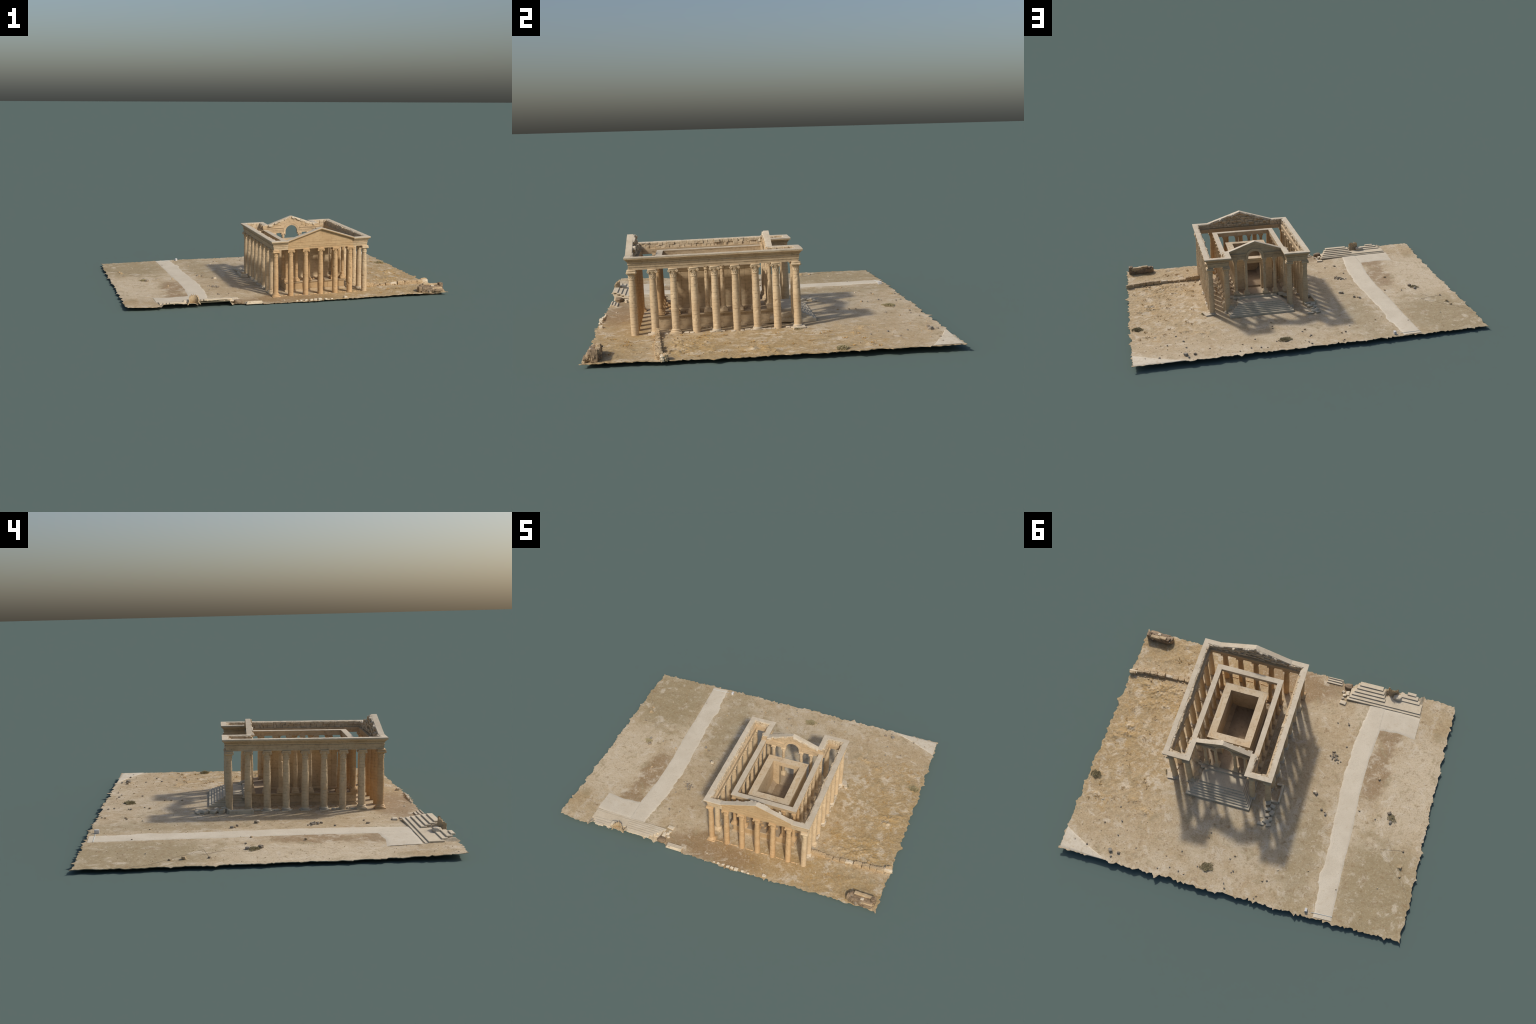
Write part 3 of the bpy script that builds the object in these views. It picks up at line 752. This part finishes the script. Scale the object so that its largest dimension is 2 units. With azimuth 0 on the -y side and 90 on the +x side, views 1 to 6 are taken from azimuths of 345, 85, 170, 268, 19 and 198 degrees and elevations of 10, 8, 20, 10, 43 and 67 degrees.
# north pediment with its arch
NZ, NA, NX_ = .3500, .4060, .160
arc = [(.0415 * math.cos(a), .3065 + .0415 * math.sin(a)) for a in np.linspace(math.pi, 0, 25)]
poly = [(-.196, .2975), (-.0415, .2975)] + arc + [(.0415, .2975), (.196, .2975), (.196, .3490), (NX_, .3490), (0, NA - .004), (-NX_, .3490), (-.196, .3490)]
v, f = extrude_xz(poly, .2440, .2605)
g = Geo().add(v, f); me = mesh_data('gable_wall', g, M_WALL)
bm = bmesh.new(); bm.from_mesh(me); bmesh.ops.triangulate(bm, faces=[q for q in bm.faces if len(q.verts) > 4]); bm.to_mesh(me); bm.free()
place('gable_wall', me)
# archivolt: banded half ring on short legs
g = Geo()
for r0, r1, o in ((.0405, .0470, .0010), (.0465, .0525, .0022), (.0520, .0560, .0036)):
    v = []; f = []; st = [(-1, .2975)] + [(a, None) for a in np.linspace(math.pi, 0, 29)] + [(1, .2975)]
    for a, z in st:
        for r in (r0, r1):
            x, zz = (a * r, z) if z else (r * math.cos(a), .3065 + r * math.sin(a))
            v += [(x, .2440 - o, zz), (x, .2605 + o, zz)]
    for i in range(len(st) - 1):
        a = i * 4; b = a + 4; f += [(a, b, b + 1, a + 1), (a + 2, a + 3, b + 3, b + 2), (a, a + 2, b + 2, b), (a + 1, b + 1, b + 3, a + 3)]
    f += [(0, 1, 3, 2), (len(v) - 4, len(v) - 2, len(v) - 1, len(v) - 3)]
    g.add(v, f)
part('archivolt', g, M_WARM, 30)
g = Geo()
for sx in (1, -1):
    for z0, z1, o in ((.2975, .3060, .0012), (.3062, .3150, .0022), (.3152, .3180, .0038), (.3182, .3275, .0016), (.3277, .3310, .0042), (.3312, .3345, .0060)):
        g.add(*cbox((sx * (.0565 + .195) / 2, .25225, (z0 + z1) / 2), (.195 - .0565, .0165 + 2 * o, z1 - z0), .0005))
part('entablature', g, M_WALL)
rake(NX_, NZ, NA, .2605, .2440, [(-.0110, -.0075, .0020, False), (-.0076, -.0035, .0045, False), (-.0036, .0008, .0070, False), (.0007, .0036, .0080, True)], .011, 71, M_PALE, M_WARM)
def above_arch(x):
    return NZ - .008 + (NA - NZ) * (1 - abs(x) / NX_)
g = rubble_face(.155, .3350, lambda x: above_arch(x) if abs(x) > .060 else (above_arch(x) if False else .3350), .2440, -1, 81, M_RUBBLE, dep=(.0005, .004))

# ------------------------------------------------------------------ inner architrave ring
ring = [(-.1815, .246), (-.1815, -.2420), (.1815, -.2420), (.1815, .246)][::-1]
rp = [(-.0125, .298), (.0098, .298), (.0098, .3060), (.0108, .3066), (.0108, .3140), (.0130, .3155), (.0150, .3175), (.0150, .3214), (.0144, .3220), (-.0140, .3220), (-.0140, .3180), (-.0125, .3165)]
v, f = sweep(dense(ring), rp)
part('inner_architrave', Geo().add(weathered(v, .0006, 33), f), M_WALL, 35)
v, f = sweep(dense(ring), [(-.0146, .3216), (.0152, .3216), (.0156, .3222), (.0152, .3236), (-.0143, .3236)])
part('inner_coping', Geo().add(weathered(v, .0006, 35), f), M_PALE, 35)

# ------------------------------------------------------------------ cella
CX, CS, CN, CT = .1165, -.1700, .1760, .2745
g = Geo()
door_w, door_h = .0455, .2420
wt = .0335
def solid(g, x0, x1, y0, y1, z0, z1, ch=.0008): g.add(*cbox(((x0 + x1) / 2, (y0 + y1) / 2, (z0 + z1) / 2), (x1 - x0, y1 - y0, z1 - z0), ch))
solid(g, -CX, CX, CS, -.1435, .070, CT)
solid(g, -CX, -.0825, -.1434, .1424, .070, CT); solid(g, .0825, CX, -.1434, .1424, .070, CT)
solid(g, -CX, -door_w, .1425, CN, .070, CT); solid(g, door_w, CX, .1425, CN, .070, CT)
solid(g, -door_w - .001, door_w + .001, .1428, CN - .0004, door_h, CT - .0004)
part('chamber_wall', g, M_WALL)
base_prof = [(-.002, .0765), (.006, .0765), (.006, .0840), (.004, .0870), (.0015, .0885), (-.002, .0890)]
loop = [(CX, CN), (CX, CS), (-CX, CS), (-CX, CN)]
v, f = sweep(dense(loop), base_prof); part('chamber_base', Geo().add(v, f), M_WARM, 30)
crown = [(-.002, .2570), (.0015, .2570), (.0030, .2600), (.0045, .2660), (.0080, .2715), (.0085, .2740), (-.0335, .2752), (-.0335, .2700), (-.002, .2690)]
crown_path = dense([(-CX, CN), (CX, CN), (CX, CS), (-CX, CS), (-CX, CN)])[:-1]
v, f = sweep(crown_path, crown, True)
part('chamber_crown', Geo().add(weathered(v, .0013, 44, 45), f), M_CAP, 40)
# chamber floor, colour darkened for interior shade, banked up along its long walls
g = Geo(); solid(g, -.0830, .0830, -.1440, .1430, .0700, .0860, .0005)
for sx in (-1, 1):
    v = [(sx * a, y, z) for y in (-.1436, .1428) for a, z in ((.0832, .0850), (.0832, .1110), (.0730, .0980), (.0580, .0866))]
    g.add(v, [(0, 1, 5, 4), (1, 2, 6, 5), (2, 3, 7, 6), (3, 0, 4, 7), (0, 1, 2, 3), (4, 5, 6, 7)])
part('chamber_floor', g, M_FLOOR, 50)
# door frame
g = Geo()
for sx in (-1, 1): solid(g, sx * .0505 - .005, sx * .0505 + .005, CN - .001, CN + .003, .0765, .2470)
solid(g, -.0560, .0560, CN - .001, CN + .0036, .2440, .2520); solid(g, -.060, .060, CN - .001, CN + .0065, .2522, .2565)
part('door_frame', g, M_WARM)

# ------------------------------------------------------------------ podium and stair
g = Geo()
PX, PYS, PYN = .1905, -.2510, .2620
for e, z0, z1 in ((.0060, .0110, .0230), (.0035, .0231, .0270), (0, .0271, .0640), (.0030, .0641, .0670), (.0065, .0671, .0705), (.0085, .0706, .0750)):
    solid(g, -PX - e, PX + e, PYS - e, PYN + min(e, .004), z0, z1, .0007)
part('podium', Geo().add(*[weathered(g.v, .0008, 55), g.f]), M_WALL)
g = Geo(); solid(g, -PX - .0070, PX + .0070, PYS - .0070, PYN + .0030, .0740, PODIUM_TOP, .0007)
part('podium_paving', g, M_FLOOR)
# podium front, in the same ochre tone as the south colonnade
g = Geo()
xs = np.linspace(-.190, .190, 8)
for a, b in zip(xs, xs[1:]): solid(g, a + .0005, b - .0005, PYS - .0022, PYS + .004, .0275, .0636, .0008)
part('podium_facing', g, M_OCHRE_WALL)

STEPS = 6
for i in range(STEPS + 1):
    hx = .131 + .0101 * i; yf = .369 + .0137 * i; zt = .0600 - .0063 * i
    g = Geo()
    v, f = cbox((-.003 - (.003 * (1 - i / STEPS)), (.258 + yf) / 2, zt - .008), (2 * hx, yf - .258, .016), .0010); g.add(weathered(v, .0012, 60 + i, 20), f)
    part('stair_step', g, M_STAIR)
g = Geo(); solid(g, -.122, .125, .255, .2840, .040, .0690, .0012); part('stair_step', g, M_STAIR)

# ------------------------------------------------------------------ kerbs, loose blocks, rubble
def scatter_blocks(name, items, mat, jit=.0015, kind=None):
    """items: (x, y, z_centre, sx, sy, sz, rz) in the temple frame; each its own block"""
    for (x, y, z, a, b, c, r) in items:
        place(name, mesh_data(name, Geo().add(*cbox((0, 0, 0), (a, b, c), .002, jit=jit)), mat), ROOT, (x, y, z), rz=r)

rng = np.random.default_rng(77)
for sx, mat in ((-1, M_STAIR), (1, M_PALE)):
    for i in range(8):
        if sx < 0 and i < 1: continue
        n = 3
        for j in range(n):
            if rng.random() < (.15 if sx < 0 else .3): continue
            y = Y0C + YSTEP * (i + (j + .8) / (n + .6)); x = sx * (XC + (.012 if sx > 0 else .004)) + rng.normal(0, .003)
            z = local_ground(x, y)
            place('kerb_stone', mesh_data('kerb_stone', Geo().add(*cbox((0, 0, 0), (rng.uniform(.010, .018), rng.uniform(.016, .027), .009 if sx < 0 else .006), .0015, jit=.002)), mat), ROOT, (x, y, z + .001), rz=rng.normal(0, .12))
for j in range(24):
    x = -.27 + .54 * j / 23
    if min(abs(x - (-XC + XSTEP * q)) for q in range(7)) < .017: continue
    z = local_ground(x, -.358)
    place('kerb_stone', mesh_data('kerb_stone', Geo().add(*cbox((0, 0, 0), (.021, .006, .005), .0012, jit=.0012)), M_OCHRE), ROOT, (x, -.358, z + .0006), rz=rng.normal(0, .05))

# enclosure blocks round the north-west corner and the spill of slabs beside it
zg = local_ground(-.33, .3)
scatter_blocks('stone_block', [(-.345, .305, zg + .008, .014, .105, .022, .03), (-.325, .250, zg + .008, .045, .014, .020, .02), (-.318, .362, zg + .006, .05, .016, .016, .12),
    (-.290, .378, zg + .010, .030, .022, .018, .4), (-.322, .392, zg + .009, .030, .024, .018, -.2), (-.300, .414, zg + .008, .034, .020, .016, .3),
    (-.326, .432, zg + .008, .026, .028, .016, -.4), (-.306, .452, zg + .006, .030, .022, .013, .25), (-.328, .468, zg + .006, .024, .020, .014, .6),
    (-.308, .486, zg + .005, .036, .026, .012, -.25), (-.328, .505, zg + .004, .030, .018, .010, .2), (-.282, .505, zg + .003, .040, .020, .008, .1),
    (-.277, .440, zg + .000, .030, .060, .004, .08)], M_STAIR, .0035)
scatter_blocks('stone_block', [(.300, .366, local_ground(.3, .366) + .003, .050, .040, .010, .15), (.322, .352, local_ground(.32, .352) + .002, .020, .050, .009, .35)], M_PALE, .003)
# collapsed east flank of the stair: earth and stones heaped against the podium
v, f = boulder((.11, .17, .085), 4.0, 24, .25, .22, (.158, .305, .020), freq=2.6); v[:, 2] = np.maximum(v[:, 2], .014); part('earth_heap', Geo().add(v, f), M_GROUND, True)
for i in range(26):
    x = rng.uniform(.115, .190); y = rng.uniform(.262, .395); t = 1 - max(0, (y - .27) / .13) * .5 - max(0, (x - .13) / .06) * .35
    s = rng.uniform(.009, .022)
    place('stone', mesh_data('stone', Geo().add(*boulder((s * 1.3, s, s * .8), i + 20, 5, .6, .25)), M_STAIR if i % 3 else M_RUBBLE), ROOT, (x, y, max(.022, .060 * t)), rz=rng.uniform(0, 3))
scatter_blocks('stone_block', [(.128, .276, .064, .040, .022, .018, .2), (.150, .266, .070, .030, .020, .014, -.3), (.105, .290, .064, .026, .020, .014, .5), (-.150, .272, .066, .040, .024, .016, .1), (-.172, .276, .058, .028, .026, .014, -.2)], M_STAIR, .003)
# broken stones strewn along the podium steps in the aisle
for i in range(40):
    a = rng.uniform(0, 1); x = rng.choice([-1, 1]) * rng.uniform(.205, .235); y = rng.uniform(-.25, .25); s = rng.uniform(.004, .010)
    place('stone', mesh_data('stone', Geo().add(*boulder((s * 1.4, s, s * .8), i + 60, 5, .6, .25)), M_RUBBLE), ROOT, (x, y, local_ground(x, y) + s * .2), rz=rng.uniform(0, 3))
# debris on the podium between the inner columns and the chamber
for i in range(34):
    if i % 2: x = rng.choice([-1, 1]) * rng.uniform(.128, .165); y = rng.uniform(-.22, .2)
    else: x = rng.uniform(-.16, .16); y = rng.uniform(-.225, -.185)
    s = rng.uniform(.006, .016)
    place('stone', mesh_data('stone', Geo().add(*boulder((s * 1.4, s, s * .7), i + 160, 5, .5, .3)), M_OCHRE if y < -.15 else M_RUBBLE), ROOT, (x, y, PODIUM_TOP + s * .2), rz=rng.uniform(0, 3))

# ------------------------------------------------------------------ western stair on the south edge (world frame sizes)
def wbox(name, x0, x1, y0, y1, z0, z1, mat, ch=.0012, amp=.0012, seed=0, skew=0.0):
    c = np.array([(x0 + x1) / 2, (y0 + y1) / 2, (z0 + z1) / 2])
    n = max(2, int((x1 - x0) / .02)); g = Geo(); w = (x1 - x0) / n
    v, f = cbox((0, 0, 0), (x1 - x0, y1 - y0, z1 - z0), ch)
    v = v + c
    return part(name, Geo().add(to_local(weathered(v, amp, seed, 30)), f), mat)
SE = -.745
wbox('stair_step', -.792, -.340, -.636, -.614, .0105, .0180, M_STEP, seed=1)
wbox('stair_step', -.790, -.352, -.694, -.629, .0165, .0235, M_STEP, seed=2)
for i, (xa, xb, yf, zt) in enumerate([(-.567, -.362, -.650, .0295), (-.560, -.374, -.669, .0350), (-.553, -.384, -.690, .0405), (-.541, -.398, -.711, .0460)]):
    wbox('stair_step', xa, xb, (yf - .025) if i < 3 else -.738, yf, zt - .0068, zt, M_STEP, seed=3 + i)
for i, (xa, xb, yf, zt) in enumerate([(-.771, -.640, -.686, .0290), (-.757, -.650, -.708, .0345), (-.741, -.688, -.730, .0400)]):
    wbox('stair_step', xa, xb, (yf - .026) if i < 2 else -.748, yf, zt - .0068, zt, M_STEP, seed=13 + i)
for i, (yf, zt) in enumerate([(-.698, .0100), (-.712, .0150), (-.725, .0200)]):
    wbox('stair_step', -.292 + .004 * i, -.196, SE + .008 + .003 * i, yf, zt - .0065, zt, M_STEP, seed=23 + i)
# upright horseshoe of stone between the flights, open towards the south
def horseshoe(cx, cy, r, z0, ztop, thick, seed, flare=.010, n=40, m=10):
    v = []; f = []
    for side in (0, 1):
        for i in range(n + 1):
            a = math.pi * i / n
            top = z0 + (ztop - z0) * (0.62 + 0.38 * math.sin(a)) * (1 + .10 * math.sin(i * 2.3) + .06 * math.sin(i * 5.1))
            for k in range(m + 1):
                t = k / m; rr = r + flare * (1 - t) ** 3 + .004 * math.sin(i * .9 + k) * .3 - side * thick
                v.append((cx + rr * math.cos(a), cy + rr * .95 * math.sin(a), z0 + (top - z0) * t))
    N = (n + 1) * (m + 1); w = m + 1
    for i in range(n):
        for k in range(m):
            a = i * w + k; f += [(a, a + w, a + w + 1, a + 1), (a + N, a + N + 1, a + N + w + 1, a + N + w)]
        a = i * w + m; f.append((a, a + w, a + w + N, a + N)); a = i * w; f.append((a, a + N, a + w + N, a + w))
    for k in range(m):
        a = k; f.append((a, a + 1, a + 1 + N, a + N)); a = n * w + k; f.append((a, a + N, a + 1 + N, a + 1))
    return weathered(v, .002, seed, 40), f
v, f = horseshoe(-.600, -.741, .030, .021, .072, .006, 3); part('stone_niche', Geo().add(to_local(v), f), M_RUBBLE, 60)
v, f = boulder((.055, .040, .026), 6.3, 14, .35, .3); part('stone_heap', Geo().add(to_local(v + np.array([-.635, -.700, .030])), f), M_STEP, True)
v, f = boulder((.056, .040, .026), 9.7, 14, .3, .35); v[:, 2] = np.maximum(v[:, 2], -.012); part('stone_heap', Geo().add(to_local(v + np.array([-.333, -.700, .0155])), f), M_MASON, True)  # second hump coloured dark to show a shaded underside
for (x, y, a, b, c, r) in ((-.325, -.588, .040, .022, .010, -.1), (-.315, -.618, .018, .014, .010, .4), (-.322, -.640, .020, .016, .010, .2), (-.31, -.66, .018, .016, .012, .9), (-.338, -.655, .02, .03, .014, .2)):
    p = on_ground(x, y, c * .3)
    place('stone_block', mesh_data('stone_block', Geo().add(*cbox((0, 0, 0), (a, b, c), .002, jit=.002)), M_STEP), ROOT, p, rz=r)
# row of kerb blocks on the south edge
for i, (x, y, s) in enumerate([(.318, -.732, .017), (.10, -.741, .016), (.125, -.743, .015), (.152, -.745, .018), (.19, -.744, .013), (.225, -.746, .011), (.07, -.738, .012), (.04, -.737, .011), (.015, -.736, .010)]):
    place('stone_block', mesh_data('stone_block', Geo().add(*cbox((0, 0, 0), (s * 1.3, s, s * .8), .0022, jit=.002)), M_STEP), ROOT, on_ground(x, y, s * .22), rz=.2 * math.sin(i * 2.1))

# ------------------------------------------------------------------ ruined field wall running east
WALL = [(.527, -.472, .034, .0200, .015), (.556, -.471, .034, .0185, .014), (.586, -.470, .030, .0160, .015), (.620, -.469, .040, .0090, .018), (.662, -.467, .036, .0080, .016), (.700, -.465, .032, .0095, .018),
        (.738, -.464, .046, .0120, .014), (.788, -.463, .046, .0160, .022), (.836, -.460, .044, .0165, .022), (.880, -.458, .042, .0155, .018), (.920, -.455, .042, .0160, .024), (.962, -.440, .050, .0130, .014), (.964, -.428, .040, .0170, .012)]
for i, (x, y, L, h, w) in enumerate(WALL):
    v, f = boulder((L * 1.12, w * 1.5, h * 1.9), 30.3 + i * 1.7, 14, .75, .24, freq=3.0)
    place('wall_stone', mesh_data('wall_stone', Geo().add(v, f), M_RUBBLE if i not in (6, 11) else M_STEP, 60), ROOT, on_ground(x, y, h * .55), rz=.04 + .05 * math.sin(i * 3.3))
for i in range(30):
    x = rng.uniform(.54, .97); y = -.46 + rng.normal(.02, .03); s = rng.uniform(.005, .013)
    place('stone', mesh_data('stone', Geo().add(*boulder((s * 1.4, s, s * .8), i + 260, 5, .6, .25)), M_RUBBLE), ROOT, on_ground(x, y, s * .15), rz=rng.uniform(0, 3))

# ------------------------------------------------------------------ ruined masonry mass on the south-east corner
MASS = [(.880, -.706, .160, .060, .058, .020, M_MASON, 24, .6), (.842, -.696, .064, .034, .036, .036, M_MASON, 14, .7), (.905, -.690, .080, .022, .022, .046, M_RUBBLE, 14, .8),
        (.946, -.700, .030, .034, .058, .036, M_MASON, 14, .85), (.855, -.692, .050, .022, .015, .053, M_RUBBLE, 14, .7), (.915, -.724, .075, .022, .018, .030, M_RUBBLE, 14, .6),
        (.922, -.736, .070, .018, .016, .022, M_MASON, 14, .6), (.885, -.716, .022, .020, .022, .040, M_STEP, 8, .7), (.812, -.706, .036, .046, .040, .026, M_MASON, 14, .5)]
for i, (x, y, a, b, c, dz, mat, n, bl) in enumerate(MASS):
    v, f = boulder((a, b, c), 50.1 + 2.9 * i, n, bl, .20, freq=3.0)
    v = v + np.array([x, y, dz + .006]); v[:, 2] = np.maximum(v[:, 2], .004)
    part('masonry_block', Geo().add(to_local(v), f), mat, 55)
for i in range(46):
    x = rng.uniform(.800, .960); y = rng.uniform(-.738, -.676); s = rng.uniform(.006, .017)
    z = .020 + .030 * max(0, 1 - ((y + .700) / .035) ** 2) * rng.uniform(.3, 1.1)
    v, f = boulder((s * 1.5, s, s * .8), 300.7 + i, 5, .7, .35, rz=rng.uniform(0, 3)); part('masonry_stone', Geo().add(to_local(v + np.array([x, y, z])), f), (M_MASON, M_RUBBLE, M_MASON, M_DARK)[i % 4])

# ------------------------------------------------------------------ small rocks
ROCKS = [mesh_data('rock', Geo().add(*boulder((1, .8, .7), 70 + i * 3.3, 5, .45, .35)), mt, None) for i, mt in enumerate((M_ROCK, M_DARK, M_RUBBLE, M_ROCK, M_STEP))]
def rock(x, y, s, kind=0, rz=None):
    p = on_ground(x, y, s * .18); place('rock', ROCKS[kind], ROOT, p, rz=rng.uniform(0, 6) if rz is None else rz, scale=(s, s, s))
for (x, y, s, kd) in ((.016, .514, .013, 2), (.036, .540, .009, 0), (-.001, .602, .011, 0), (.007, .613, .008, 0), (-.198, .604, .011, 1), (-.173, .610, .012, 2), (.029, .684, .010, 0), (.017, .710, .011, 0),
        (-.165, .703, .010, 2), (-.156, .720, .009, 0), (.31, .571, .010, 0), (.387, .620, .009, 2), (.347, .679, .009, 0), (.294, .687, .011, 0), (.26, .695, .009, 2), (.199, .632, .008, 0),
        (.185, .42, .010, 1), (.189, .453, .009, 1), (.184, .367, .011, 2), (-.24, .529, .009, 4), (-.404, .485, .009, 2), (.701, .677, .026, 3), (.652, .679, .018, 1), (.687, .710, .012, 0),
        (.842, .678, .012, 1), (.917, .669, .008, 0), (.79, .528, .010, 1), (.698, .494, .012, 0), (.567, .623, .008, 2), (.734, .414, .010, 0), (.411, .703, .008, 0),
        (-.76, .028, .024, 1), (-.776, .082, .020, 0), (-.655, -.161, .014, 2), (-.690, .085, .010, 0), (-.59, .058, .012, 2), (-.38, .112, .016, 1), (-.408, .135, .017, 0), (-.40, .120, .011, 2),
        (-.326, .026, .020, 1), (-.315, .018, .022, 4), (-.892, .326, .018, 2), (-.9, .378, .014, 2), (-.58, .548, .008, 1), (-.798, .476, .008, 4), (-.887, .23, .012, 1),
        (-.398, -.455, .014, 1), (-.392, -.462, .010, 0), (-.33, -.45, .010, 1), (-.42, -.31, .010, 0), (.69, .58, .010, 0), (-.05, -.69, .010, 4), (.46, -.58, .006, 4), (.62, -.55, .006, 4), (.58, -.60, .006, 4)):
    rock(x, y, s, kd)
# dark heap of broken stone west of the temple
for i in range(26):
    a = rng.normal(0, .012); b = rng.normal(0, .016); rock(-.372 + a - .3 * b, -.232 + b, rng.uniform(.006, .013), (1, 1, 0, 1)[i % 4])
# pebbles strewn everywhere, too small to single out
g = Geo(); Vp, Fp = boulder((1, .8, .7), 3.3, 5, .4, .3)
for i in range(700):
    x = rng.uniform(-.96, .96); y = rng.uniform(-.71, .71); l = to_local((x, y, 0))
    if abs(l[0]) < .30 and -.38 < l[1] < .46: continue
    s = rng.uniform(.0018, .0042) * (1.4 if x > .5 else 1); a = rng.uniform(0, 6); cs, sn = math.cos(a), math.sin(a)
    p = on_ground(x, y, s * .2); g.add((Vp @ np.array([[cs, sn, 0], [-sn, cs, 0], [0, 0, 1]])) * s + p, Fp)
part('pebbles', g, M_RUBBLE, None, kind='stuff')
# clods on the rough eastern field
g = Geo()
for cx, cy, rx, ry, a in CLODS:
    for i in range(int(9 * (rx + ry) / .06)):
        x = cx + rng.normal(0, rx * .6); y = cy + rng.normal(0, ry * .6)
        if abs(x) > .97 or abs(y) > .72: continue
        s = rng.uniform(.003, .0075); t = rng.uniform(0, 6); cs, sn = math.cos(t), math.sin(t)
        g.add((Vp @ np.array([[cs, sn, 0], [-sn, cs, 0], [0, 0, 1]])) * (s * 1.5, s * 1.2, s * .7) + on_ground(x, y, -s * .05), Fp)
part('earth_clods', g, M_GROUND, None, kind='stuff')

# white boundary box beside the path and the thin line across it
place('boundary_box', mesh_data('boundary_box', Geo().add(*cbox((0, 0, 0), (.013, .021, .017), .0015)), M_WHITE), ROOT, on_ground(-.452, .706, .008), rz=.05)
v, f = cbox((0, 0, 0), (.118, .0022, .0014), .0004); place('painted_line', mesh_data('painted_line', Geo().add(v, f), M_LINE), ROOT, on_ground(-.540, .706, .0028), rz=.05)

# ------------------------------------------------------------------ shrubs
def shrub(x, y, r, h, n, mat, seed, name='shrub'):
    """low cushion of short twigs and leaves"""
    rg = np.random.default_rng(seed); g = Geo()
    for i in range(n):
        a = rg.uniform(0, 2 * math.pi); q = r * (1 + .25 * math.sin(2 * a + seed) + .15 * math.sin(5 * a)) * rg.uniform(0, 1) ** .75; t = max(0, 1 - (q / r) ** 2)
        p = np.array([q * math.cos(a), q * math.sin(a), rg.uniform(0, h) * t])
        d = np.array([math.cos(a) * .6 + rg.normal(0, .5), math.sin(a) * .6 + rg.normal(0, .5), .5 + rg.uniform(0, .6)]); d /= np.linalg.norm(d)
        L = rg.uniform(.004, .009); w = L * .22; s = np.cross(d, [0, 0, 1]); s /= np.linalg.norm(s) + 1e-6; u = np.cross(s, d)
        g.add([p, p + d * L * .5 + s * w, p + d * L, p + d * L * .5 - s * w, p + d * L * .5 + u * w * .7, p + d * L * .5 - u * w * .7],
              [(0, 1, 4), (1, 2, 4), (2, 3, 4), (3, 0, 4), (1, 0, 5), (2, 1, 5), (3, 2, 5), (0, 3, 5)])
    ob = place(name, mesh_data(name, g, mat), ROOT, on_ground(x, y, 0)); return ob
shrub(.148, .621, .030, .006, 700, M_SHRUB, 1); shrub(.943, .262, .026, .009, 560, M_SHRUB, 2); shrub(-.778, .055, .024, .007, 260, M_SHRUB, 3); shrub(.548, .130, .014, .002, 90, M_SHRUB, 4)
for i in range(30):
    x = rng.uniform(.54, .95); y = rng.uniform(-.70, .45); shrub(x, y, rng.uniform(.008, .016), .001, 16, M_GRASS, 100 + i, 'grass_tuft')

# ------------------------------------------------------------------ cables lying on the western field
def cable(pts, r=.00042):
    P = []
    for a, b in zip(pts, pts[1:]):
        for t in np.linspace(0, 1, 8, endpoint=False): P.append((a[0] + (b[0] - a[0]) * t, a[1] + (b[1] - a[1]) * t))
    P.append(pts[-1]); cu = bpy.data.curves.new('cable', 'CURVE'); cu.dimensions = '3D'; cu.bevel_depth = r; cu.bevel_resolution = 1
    sp = cu.splines.new('POLY'); sp.points.add(len(P) - 1)
    for q, p in zip(sp.points, P): q.co = (*on_ground(p[0], p[1], r * .8), 1)
    tmp = bpy.data.objects.new('tmp', cu); bpy.context.scene.collection.objects.link(tmp)
    me = bpy.data.meshes.new_from_object(tmp.evaluated_get(bpy.context.evaluated_depsgraph_get())); me.materials.clear(); me.materials.append(M_CABLE)
    bpy.data.objects.remove(tmp); place('cable', me)
cable([(-.782, .169), (-.81, .217), (-.843, .267)]); cable([(-.759, .252), (-.826, .24), (-.886, .228)])
cable([(-.759, .252), (-.781, .284), (-.819, .299), (-.839, .338), (-.879, .377), (-.924, .418), (-.959, .466), (-.978, .523)])
